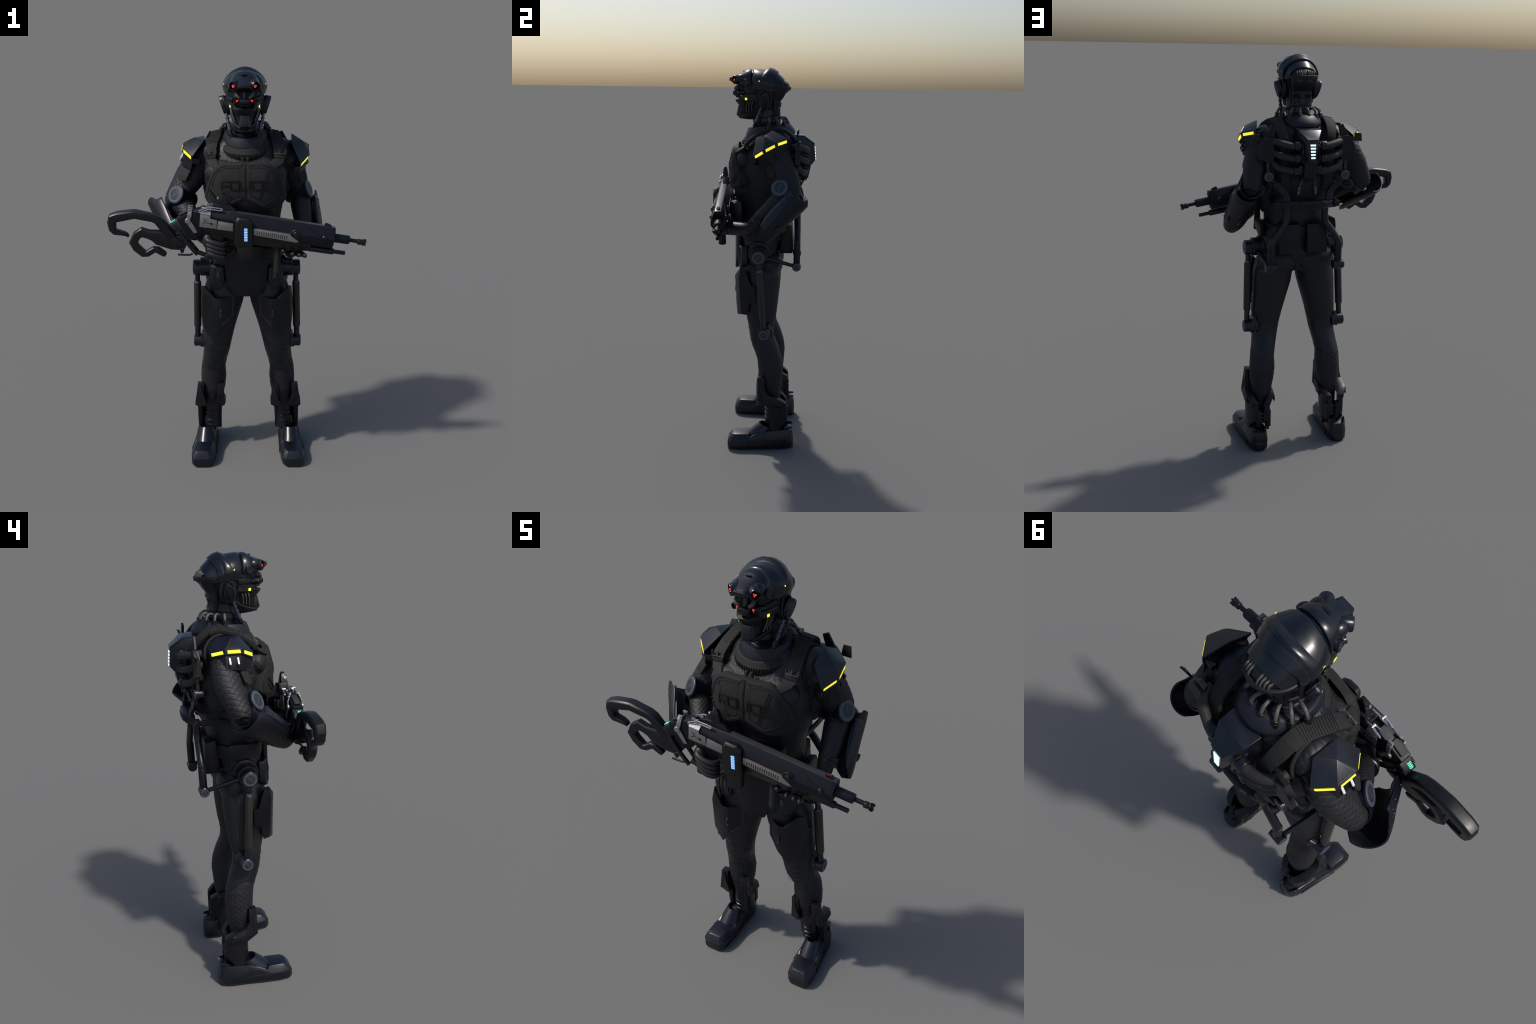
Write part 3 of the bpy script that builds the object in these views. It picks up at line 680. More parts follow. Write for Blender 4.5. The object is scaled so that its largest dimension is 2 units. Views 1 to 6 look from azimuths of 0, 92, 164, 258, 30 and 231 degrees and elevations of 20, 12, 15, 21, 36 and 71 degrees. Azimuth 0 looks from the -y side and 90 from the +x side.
    for i in range(12): b.box((0.107, 0.188, 1.575 - 0.016 * i), (0.048, 0.012, 0.006))
    pair(b, 'back_webbing', M_VEST, ROOT, 0.001)
    # front: buckle with bright edge, tapered tongue to the chest plate
    b = B(); b.hull([(x, y, z) for x, y, z in ((0.132, -0.094, 1.622), (0.184, -0.088, 1.616), (0.132, -0.078, 1.640), (0.186, -0.070, 1.636), (0.134, -0.098, 1.605), (0.180, -0.092, 1.600), (0.134, -0.07, 1.60), (0.18, -0.064, 1.60))])
    bk = pair(b, 'strap_buckle', M_VEST, st, 0.002)
    b = B(); b.box((0.158, -0.0915, 1.6245), (0.052, 0.004, 0.003)); 
    for x in (0.132, 0.158, 0.184): b.box((x, -0.085, 1.633), (0.003, 0.008, 0.020))
    pair(b, 'buckle_edge', M_EDGE, st, 0.0006)
    b = B(); b.plate([(0.134, -0.099, 1.606), (0.181, -0.092, 1.600), (0.168, -0.116, 1.584), (0.130, -0.146, 1.563), (0.111, -0.150, 1.574)], (-0.01, 0.016, -0.008))
    pair(b, 'strap_tongue', M_VEST, st, 0.002)
    # arm-hole bands
    for k, A in enumerate((AL, AR)):
        b = B(); s = A.side
        pts = [V((s * 0.180, 0.055 + 0.086 * math.cos(t), 1.597 + 0.078 * math.sin(t))) + V((s * -0.028 * max(0, math.sin(t)), 0, 0)) for t in [math.radians(-50 + 280 * q / 18) for q in range(19)]]
        b.tube(pts, 0.007, 8, 2); b.obj('armhole_band', M_VEST, ROOT)
    # knitted collar ribs under the metal collar
    b = B(); rings = []
    for r, dz, out in ((0.100, 0.014, 0), (0.112, 0.008, 0), (0.122, -0.012, 0), (0.120, -0.030, 0), (0.104, -0.034, 0)):
        rings.append([V((r * 1.02 * math.sin(t), 0.012 - r * 1.02 * math.cos(t), 1.660 + dz - 0.024 * math.cos(t))) for t in [math.radians(-105 + 210 * q / 40) for q in range(41)]])
    rr = [[rings[i][q] for i in range(5)] for q in range(41)]
    b.loft(rr); col = b.obj('rib_collar', M_VEST, ROOT, 0.0)
    b = B()
    for q in range(-19, 20):
        t = math.radians(q * 4.6); c = V((0.1250 * math.sin(t), 0.012 - 0.1252 * math.cos(t), 1.639 - 0.024 * math.cos(t)))
        b.box(c, (0.0045, 0.0035, 0.022), (V((math.cos(t), math.sin(t), 0)), V((math.sin(t), -math.cos(t), 0)), V((0, 0, 1))))
    b.obj('collar_rib', M_VEST, col, 0.001)
    b = B()
    for x in (-0.011, 0.011): b.box((x, -0.126, 1.600), (0.012, 0.012, 0.034))
    b.obj('collar_tab', M_VEST, col, 0.002)
vest()

# ------------------------------------------------------------------ collar and neck
def collar():
    def ring(rx, ry, cy, z0, tilt): return [V((rx * math.sin(t), cy - ry * math.cos(t), z0 - tilt * math.cos(t))) for t in (2 * math.pi * k / 56 for k in range(56))]
    b = B()
    b.loft([ring(0.112, 0.128, 0.035, 1.648, 0.016), ring(0.114, 0.130, 0.035, 1.662, 0.014), ring(0.1130, 0.128, 0.033, 1.672, 0.014), ring(0.098, 0.110, 0.027, 1.704, 0.012),
            ring(0.088, 0.100, 0.022, 1.707, 0.014), ring(0.072, 0.086, 0.020, 1.702, 0.014), ring(0.064, 0.076, 0.018, 1.68, 0.01)])
    c = b.obj('metal_collar', M_COLLAR, ROOT, 0.0, ang=40)
    b = B(); b.loft([ring(0.076, 0.088, 0.012, 1.680, 0.016), ring(0.077, 0.090, 0.012, 1.694, 0.016), ring(0.074, 0.086, 0.012, 1.698, 0.016), ring(0.066, 0.078, 0.012, 1.698, 0.016)])
    b.obj('inner_collar_ring', M_NAVY, c, 0.0)
    b = B()
    b.loft([ring(0.058, 0.066, 0.020, 1.66, 0), ring(0.060, 0.068, 0.018, 1.705, 0.004), ring(0.056, 0.064, 0.018, 1.708, 0.004), ring(0.058, 0.067, 0.016, 1.722, 0.006), ring(0.062, 0.073, 0.014, 1.724, 0.006),
            ring(0.061, 0.072, 0.013, 1.746, 0.010), ring(0.056, 0.066, 0.012, 1.750, 0.010), ring(0.054, 0.062, 0.012, 1.80, 0.0)])
    b.obj('neck', M_NAVY, ROOT, 0.0, ang=30)
    # hoses at the nape
    for k in range(8):
        t = math.radians(-80 + 160 * k / 7); u = V((math.sin(t), math.cos(t), 0)); c = V((0, 0.014, 0))
        b = B(); b.tube([c + u * 0.058 + V((0, 0, 1.738)), c + u * 0.080 + V((0, 0, 1.746)), c + u * 0.098 + V((0, 0, 1.744)), c + u * 0.110 + V((0, 0, 1.728)), c + u * 0.112 + V((0, 0, 1.71))], 0.0062, 12)
        h = b.obj('nape_hose', M_CABLE, ROOT)
        b = B(); o = c + u * 0.110 + V((0, 0, 1.724)); d = V((u.x * 0.2, u.y * 0.2, -1))
        b.stack(o, d, [(0, 0.009), (0.002, 0.0115), (0.008, 0.0115), (0.009, 0.009), (0.013, 0.009), (0.014, 0.0125), (0.030, 0.0125), (0.036, 0.009), (0.048, 0.007)], 8)
        b.obj('hose_connector', M_BLACK, h, 0.0, ang=25)
collar()

# ------------------------------------------------------------------ head
def arch(y, zt, w, zb, p=2.2, n=24, sh=0.0, shd=0.045, lowin=0.0):
    """cross-section of the helmet: an arch across X, sheared forward with depth"""
    out = []
    for k in range(n + 1):
        a = math.pi * k / n; ca, sa = math.cos(a), math.sin(a)
        x = -w * math.copysign(abs(ca) ** (2 / p), ca); z = zb + (zt - zb) * abs(sa) ** (2 / p)
        d = zt - z
        out.append(V((x, y - sh * min(d, shd), z)))
    if lowin > 0:
        out = [V((out[0].x * 0.93, out[0].y, zb - lowin))] + out + [V((out[-1].x * 0.93, out[-1].y, zb - lowin))]
    return out
def head():
    H = B()
    # face block: rings over height, narrow front ridge, cheeks, back
    def fring(z, yf, wf, yc, wc, yb, wb):
        h = [(wf, yf), ((wf + wc) * 0.54, (yf + yc) * 0.5 - 0.003), (wc, yc), (wb, yb), (wb * 0.98, 0.030), (wb * 0.7, 0.060)]
        return [V((x, y, z)) for x, y in h] + [V((-x, y, z)) for x, y in reversed(h)]
    H.loft([fring(1.734, -0.085, 0.012, -0.070, 0.018, -0.045, 0.026), fring(1.738, -0.118, 0.012, -0.088, 0.024, -0.040, 0.036), fring(1.757, -0.136, 0.014, -0.096, 0.031, -0.040, 0.046),
            fring(1.778, -0.129, 0.015, -0.096, 0.038, -0.040, 0.053), fring(1.801, -0.125, 0.016, -0.097, 0.046, -0.038, 0.059), fring(1.826, -0.146, 0.024, -0.099, 0.054, -0.036, 0.064), fring(1.834, -0.150, 0.026, -0.099, 0.057, -0.035, 0.068),
            fring(1.846, -0.120, 0.028, -0.096, 0.059, -0.034, 0.072), fring(1.866, -0.112, 0.026, -0.088, 0.062, -0.034, 0.075), fring(1.915, -0.108, 0.030, -0.082, 0.066, -0.034, 0.076)])
    head = H.obj('head', M_PLATE, ROOT, 0.0015, ang=25)
    def part(b, name, m, bev=0.0, **k): return b.obj(name, m, head, bev, **k)
    # chin plate
    b = B(); b.hull([(-0.0175, -0.134, 1.806), (0.0175, -0.134, 1.806), (-0.0135, -0.144, 1.757), (0.0135, -0.144, 1.757), (-0.021, -0.115, 1.806), (0.021, -0.115, 1.806), (-0.028, -0.118, 1.752), (0.028, -0.118, 1.752), (-0.013, -0.122, 1.737), (0.013, -0.122, 1.737)])
    part(b, 'chin_plate', M_HELM, 0.001)
    b = B(); b.hull([(-0.016, -0.134, 1.821), (0.016, -0.134, 1.821), (-0.016, -0.128, 1.807), (0.016, -0.128, 1.807), (0.016, -0.12, 1.81), (-0.016, -0.12, 1.81)])
    part(b, 'mouth_slot', M_VOID)
    # jaw rail
    b = B()
    for s in (1, -1):
        b.tube([(s * 0.016, -0.126, 1.748), (s * 0.030, -0.106, 1.751), (s * 0.044, -0.075, 1.761), (s * 0.056, -0.038, 1.780), (s * 0.066, -0.005, 1.805)], [0.008, 0.008, 0.008, 0.008], 6)
    part(b, 'jaw_rail', M_PLATE)
    # cheek: recess with three bars, light tile, word
    for s in (1, -1):
        b = B(); b.plate([(s * 0.0535, -0.100, 1.826), (s * 0.0630, -0.045, 1.828), (s * 0.0555, -0.048, 1.788), (s * 0.0365, -0.098, 1.772)], (s * 0.002, -0.001, 0)); part(b, 'cheek_recess', M_VOID)
        for i, y in enumerate((-0.086, -0.072, -0.058)):
            b = B(); x = 0.0580 + 0.0028 * i
            b.tube([(s * (x + 0.000), y + 0.002, 1.827), (s * (x + 0.000), y - 0.002, 1.812), (s * (x - 0.006), y - 0.004, 1.795), (s * (x - 0.015 + 0.002 * i), y - 0.004, 1.772 + 0.004 * i)], 0.0034, 8); part(b, 'cheek_bar', M_CABLE)
        # cheek arm with word and tile
        b = B(); b.hull([(s * x, y, z) for x, y, z in ((0.044, -0.118, 1.857), (0.063, -0.098, 1.859), (0.083, -0.04, 1.864), (0.081, -0.03, 1.832), (0.061, -0.098, 1.829), (0.042, -0.121, 1.836), (0.06, -0.03, 1.85), (0.04, -0.10, 1.85))])
        part(b, 'cheek_guard', M_NAVY, 0.0015)
        b = B(); p = V((s * 0.0632, -0.0970, 1.8445)); u = V((s * 0.0012, 0.0034, 0.0004)); w = V((s * -0.0006, 0.0022, -0.0115))
        for i in range(3): quad_panel(b, p + u * (1.12 * i), u * 0.85, w, (s * 0.93, -0.33, 0), 0.0016)
        part(b, 'cheek_light', M_YEL)
        G = {'P': [[(0, 0), (0, 1), (1, 1), (1, .45), (0, .45)]], 'O': [[(0, 0), (0, 1), (1, 1), (1, 0), (0, 0)]], 'L': [[(0, 1), (0, 0), (1, 0)]], 'I': [[(.5, 0), (.5, 1)]], 'C': [[(1, 1), (0, 1), (0, 0), (1, 0)]], 'E': [[(1, 1), (0, 1), (0, 0), (1, 0)], [(0, .5), (.9, .5)]]}
        b = B()
        for i, ch in enumerate('POLICE' if s > 0 else 'POLICE'):
            for st in G[ch]:
                pts = []
                for x, z in st:
                    t = (i + x * 0.72) / 6; t = t if s > 0 else 1 - t
                    y = -0.082 + 0.044 * t
                    pts.append(V((s * (0.0675 + 0.0150 * t + 0.0008), y, 1.8375 + 0.0085 * z + 0.003 * t)))
                for q0, q1 in zip(pts, pts[1:]): b.bar([q0, q1], 0.0012, 0.0006, lambda q: (s, -0.2, 0))
        part(b, 'cheek_word', M_GREYTXT)
        # lower side rail
        b = B(); b.hull([(s * x, y, z) for x, y, z in ((0.056, -0.104, 1.864), (0.056, -0.104, 1.882), (0.068, -0.092, 1.864), (0.068, -0.092, 1.884), (0.086, -0.040, 1.868), (0.085, -0.040, 1.888), (0.06, -0.04, 1.866), (0.06, -0.04, 1.888), (0.05, -0.09, 1.866), (0.05, -0.09, 1.884))])
        part(b, 'side_rail', M_PLATE, 0.002)
        b = B(); b.stack((s * 0.084, -0.049, 1.880), (s, -0.25, 0), [(0, 0.003), (0.004, 0.003)], 12); part(b, 'rail_screw', M_BLACK)
        # lower camera tube
        b = B(); c = V((s * 0.036, -0.138, 1.8705)); d = V((s * 0.35, -1, 0)).normalized()
        b.stack(c - d * 0.045 + V((s * 0.012, 0, 0)), d, [(0, 0.010), (0.022, 0.010), (0.023, 0.0125), (0.042, 0.0125), (0.046, 0.0115), (0.046, 0.009), (0.038, 0.0085)], 20)
        b.tube([(s * 0.048, -0.112, 1.871), (s * 0.060, -0.096, 1.872)], 0.008, 10)
        lc = part(b, 'lower_camera', M_NAVY)
        b = B()
        for i in range(3):
            a = 2 * math.pi * i / 3 + 0.5; b.sphere(c + d * 0.002 + V((0.0036 * math.cos(a) - s * 0.003, 0.002, 0.0036 * math.sin(a))), 0.0028, n=10)
        b.obj('red_light', M_RED, head)
        # upper camera housing
        b = B(); c = V((s * 0.0515, -0.1535, 1.935)); d = V((s * 0.66, -0.74, -0.08)).normalized()
        b.stack(c - d * 0.060, d, [(0, 0.018), (0.03, 0.0215), (0.056, 0.0205), (0.060, 0.0185), (0.060, 0.0160), (0.036, 0.0155), (0.036, 0.0001)], 28, sy=1.12)
        part(b, 'upper_camera', M_HELM)
        b = B(); cd = V((s * 0.25, -1, 0)).normalized(); ce = c + V((-s * 0.0035, -0.0005, 0)); b.stack(ce - cd * 0.028, cd, [(0, 0.0080), (0.025, 0.0080), (0.027, 0.0065)], 16); part(b, 'camera_core', M_NAVY)
        b = B(); b.stack(c - d * 0.0235, d, [(0, 0.0155), (0.0008, 0.0155)], 20); part(b, 'camera_void', M_VOID)
        b = B()
        for i in range(3):
            a = 2 * math.pi * i / 3 + 0.3; x_, y_, _ = frame(cd); b.sphere(ce + x_ * (0.0042 * math.cos(a)) + y_ * (0.0042 * math.sin(a)) - cd * 0.001, 0.0030, n=10)
        b.obj('red_light', M_RED, head)
        b = B(); b.sphere((s * 0.038, -0.114, 1.940), 0.027, 0.98, 1.15, 0.92, 24); part(b, 'brow_bulge', M_HELM)
        # temple disc
        b = B(); b.stack((s * 0.060, -0.088, 1.921), (s, -0.38, 0.05), [(0, 0.0185), (0.016, 0.0185), (0.018, 0.0165), (0.018, 0.0135), (0.0165, 0.013)], 28); part(b, 'temple_disc', M_NAVY)
        # jaw tubes between the cameras
        b = B(); b.tube([(s * 0.036, -0.130, 1.910), (s * 0.034, -0.146, 1.896), (s * 0.024, -0.148, 1.886), (s * 0.016, -0.140, 1.884)], [0.006, 0.0075, 0.0065, 0.005], 10); part(b, 'nose_hose', M_CABLE)
        # temple light
        b = B(); quad_panel(b, (s * 0.0945, -0.026, 1.932), (s * 0.0010, 0.0042, 0), (s * -0.002, 0.0065, -0.0125), (s, 0, 0.1), 0.0016); part(b, 'temple_light', M_YEL)
        # ear
        b = B(); c = V((s * 0.071, 0.008, 1.842))
        b.stack(c, (s, 0, 0.0), [(0, 0.046), (0.014, 0.044), (0.017, 0.040), (0.017, 0.030), (0.006, 0.029)], 36, sx=0.86, sy=1.28); part(b, 'ear_surround', M_PLATE)
        ed = V((s * 0.94, 0.0, -0.30)).normalized()
        b = B(); c = V((s * 0.082, 0.006, 1.838))
        b.stack(c - ed * 0.004, ed, [(0, 0.024), (0.010, 0.030), (0.016, 0.028), (0.018, 0.030), (0.030, 0.0295), (0.032, 0.027), (0.032, 0.0225), (0.029, 0.022)], 36, sx=0.82, sy=1.42, up=(0, 0.12, 1)); ear = part(b, 'ear_cup', M_NAVY)
        b = B(); b.stack(c + ed * 0.022, ed, [(0, 0.021), (0.004, 0.020), (0.006, 0.016)], 32, sx=0.82, sy=1.42, up=(0, 0.12, 1)); b.obj('ear_insert', M_PLATE, head)
        # ear cable
        A0 = V((s * 0.085, -0.012, 1.797)); A1 = V((s * 0.061, -0.052, 1.684)); dd = (A1 - A0)
        b = B(); b.cyl(A0, A0 + dd * 0.72, 0.0062, n=12)
        for t, r in ((0.16, 0.0095), (0.34, 0.0095)): b.cyl(A0 + dd * t, A0 + dd * (t + 0.05), r, n=14)
        b.cyl(A0 + dd * 0.40, A0 + dd * 0.62, 0.0082, n=8)
        part(b, 'ear_cable', M_STEELROD)
        b = B(); b.stack(A0 + dd * 0.66, dd, [(0, 0.007), (0.002, 0.0095), (0.012, 0.0095), (0.013, 0.0115), (0.020, 0.0115), (0.021, 0.0095), (0.034, 0.0085), (0.046, 0.004)], 14); part(b, 'cable_plug', M_BLACK)
    # centre bars
    b = B(); b.hull([(x, y, z) for x in (-0.021, 0.021) for y, z in ((-0.162, 1.879), (-0.163, 1.863), (-0.150, 1.853), (-0.125, 1.853), (-0.125, 1.882), (-0.150, 1.882))]); part(b, 'camera_bridge', M_HELM, 0.002)
    b = B(); b.hull([(x, y, z) for x in (-0.020, 0.020) for y, z in ((-0.148, 1.853), (-0.118, 1.853), (-0.118, 1.842), (-0.146, 1.846))]); part(b, 'bridge_base', M_BLACK, 0.001)
    b = B(); b.cyl((0, -0.138, 1.875), (0, -0.128, 1.905), 0.011, n=16); part(b, 'nose_post', M_NAVY)
    b = B(); b.hull([(-0.03, -0.15, 1.93), (0.03, -0.15, 1.93), (-0.028, -0.135, 1.905), (0.028, -0.135, 1.905), (-0.05, -0.09, 1.93), (0.05, -0.09, 1.93), (-0.045, -0.09, 1.895), (0.045, -0.09, 1.895)]); b.box((0, -0.108, 1.889), (0.062, 0.034, 0.05)); part(b, 'brow_underside', M_BLACK, 0.002)
    # front brow shell
    b = B(); b.loft([arch(-0.176, 1.946, 0.025, 1.930, 2.8), arch(-0.170, 1.950, 0.031, 1.926, 2.8), arch(-0.155, 1.956, 0.036, 1.918, 2.7), arch(-0.135, 1.964, 0.046, 1.913, 2.6), arch(-0.115, 1.973, 0.060, 1.910, 2.5), arch(-0.100, 1.982, 0.066, 1.908, 2.4), arch(-0.084, 1.991, 0.071, 1.906, 2.3), arch(-0.066, 1.992, 0.073, 1.905, 2.2)])
    brow = part(b, 'brow_shell', M_HELM, 0.001, ang=40)
    b = B(); b.hull([(x, y, z) for x in (-0.024, 0.024) for y, z in ((-0.180, 1.946), (-0.181, 1.931), (-0.160, 1.924), (-0.160, 1.952))]); part(b, 'brow_bar', M_HELM, 0.002)
    b = B(); b.bar([V((0.052 * math.sin(t), -0.108 + 0.012 * (1 - math.cos(t)), 1.979 - 0.052 * (1 - math.cos(t)))) for t in [(-1 + 2 * q / 16) * 1.15 for q in range(17)]], 0.002, 0.001, lambda q: (0, -0.5, 1))
    b.box((0, -0.1085, 1.980), (0.020, 0.008, 0.003)); part(b, 'brow_seam', M_BLACK)
    # mid dome (with groove behind the brow)
    b = B(); b.loft([arch(-0.068, 1.983, 0.068, 1.915, 1.85, lowin=0.03), arch(-0.060, 1.984, 0.074, 1.915, 1.85, lowin=0.03), arch(-0.056, 1.991, 0.080, 1.917, 1.85, lowin=0.032), arch(-0.050, 1.9935, 0.084, 1.918, 1.85, lowin=0.033), arch(-0.020, 1.991, 0.0965, 1.920, 1.86, lowin=0.034), arch(0.005, 1.989, 0.098, 1.920, 1.86, lowin=0.034), arch(0.03, 1.988, 0.094, 1.918, 1.86, lowin=0.032)])
    part(b, 'helmet_dome', M_HELM, 0.0, ang=40)
    # rear bands
    b = B(); b.loft([arch(0.004, 1.9885, 0.0975, 1.918, 1.87, sh=0.42, lowin=0.026), arch(0.011, 1.994, 0.1000, 1.917, 1.87, sh=0.42, lowin=0.028), arch(0.030, 2.000, 0.1020, 1.914, 1.87, sh=0.42, lowin=0.030), arch(0.036, 1.998, 0.1005, 1.912, 1.87, sh=0.42, lowin=0.030), arch(0.042, 1.992, 0.097, 1.912, 1.87, sh=0.42, lowin=0.030)])
    part(b, 'helmet_band', M_HELM, 0.0, ang=35)
    b = B(); b.loft([arch(0.036, 1.990, 0.0960, 1.910, 1.87, sh=0.45, lowin=0.026), arch(0.042, 1.9965, 0.0985, 1.907, 1.87, sh=0.45, lowin=0.026), arch(0.052, 1.993, 0.0965, 1.904, 1.87, sh=0.45, lowin=0.025), arch(0.075, 1.9785, 0.090, 1.900, 1.87, sh=0.6, lowin=0.022), arch(0.073, 1.974, 0.087, 1.900, 1.87, sh=0.6, lowin=0.02)])
    part(b, 'helmet_rear_band', M_HELM, 0.0, ang=35)
    b = B(); b.loft([arch(0.050, 1.986, 0.086, 1.882, 2.1, sh=0.5), arch(0.070, 1.973, 0.083, 1.880, 2.1, sh=0.6), arch(0.088, 1.957, 0.079, 1.882, 2.1, sh=0.45), arch(0.105, 1.9405, 0.073, 1.884, 2.0, sh=0.35), arch(0.103, 1.936, 0.070, 1.886, 2.0, sh=0.35)])
    part(b, 'helmet_rear_shell', M_HELM, 0.0, ang=35)
    b = B(); b.loft([arch(0.06, 1.96, 0.072, 1.885, 2.1), arch(0.09, 1.945, 0.066, 1.885, 2.0), arch(0.112, 1.925, 0.052, 1.886, 2.0), arch(0.124, 1.908, 0.030, 1.888, 2.0)])
    part(b, 'helmet_core', M_BLACK)
    b = B()
    for x in (-0.046, -0.036, -0.026, -0.016, 0.018, 0.028, 0.038):
        k = 1 - (x / 0.075) ** 2
        ra = math.sqrt(1 - (x / 0.073) ** 2); zt = 1.884 + 0.0565 * ra - 0.008
        b.tube([(x, 0.086 + 0.012 * ra, zt), (x, 0.094 + 0.014 * ra, zt - 0.006), (x, 0.120 * k + 0.09 * (1 - k) + 0.002, 1.918 - 0.006 * (1 - k)), (x, 0.130 * k + 0.09 * (1 - k), 1.902), (x * 0.95, 0.126 * k + 0.085 * (1 - k), 1.884), (x * 0.8, 0.112, 1.874), (x * 0.7, 0.098, 1.872)], 0.0036, 8)
        b.obj('skull_hose', M_CABLE, head); b = B()
    b = B(); rings = []
    for t in [math.radians(-97 + 194 * q / 36) for q in range(37)]:
        u = V((0.082 * math.sin(t), 0.052 + 0.086 * math.cos(t), 0)); o = V((math.sin(t), math.cos(t), 0))
        zz = 1.894 + 0.0
        rings.append([u - o * 0.010 + V((0, 0, zz - 0.009)), u + V((0, 0, zz - 0.009)), u + o * 0.002 + V((0, 0, zz + 0.008)), u - o * 0.010 + V((0, 0, zz + 0.010))])
    b.loft(rings); part(b, 'nape_rim', M_PLATE, 0.0015)
    # skull back / nape plates
    b = B()
    def nr(y, z, w, yi=0.02, wi=None): wi = wi or w; return [V((-wi, yi, z)), (V((wi, yi, z))), V((w + 0.006, y - 0.03, z)), V((w, y, z)), V((-w, y, z)), V((-w - 0.006, y - 0.03, z))]
    b.loft([nr(0.118, 1.892, 0.058), nr(0.113, 1.872, 0.056), nr(0.099, 1.847, 0.050), nr(0.086, 1.831, 0.047), nr(0.084, 1.826, 0.047), nr(0.089, 1.812, 0.046), nr(0.077, 1.796, 0.044), nr(0.080, 1.775, 0.044), nr(0.083, 1.758, 0.047)])
    np_ = part(b, 'nape_plate', M_PLATE, 0.0015, ang=25)
    b = B(); b.box((0, 0.0825, 1.804), (0.026, 0.010, 0.014)); b.box((0, 0.080, 1.777), (0.022, 0.008, 0.034)); b.box((0.028, 0.081, 1.765), (0.022, 0.008, 0.014)); b.box((-0.028, 0.081, 1.765), (0.022, 0.008, 0.014)); b.box((0, 0.087, 1.818), (0.030, 0.006, 0.010)); part(b, 'nape_latch', M_NAVY, 0.0015)
    b = B()
    for s in (1, -1): b.hull([(s * x, y, z) for x, y, z in ((0.046, 0.05, 1.885), (0.062, 0.05, 1.885), (0.050, 0.066, 1.80), (0.058, 0.052, 1.81), (0.046, 0.070, 1.755), (0.054, 0.058, 1.755), (0.044, 0.04, 1.76))])
    part(b, 'nape_strut', M_PLATE, 0.001)
head()

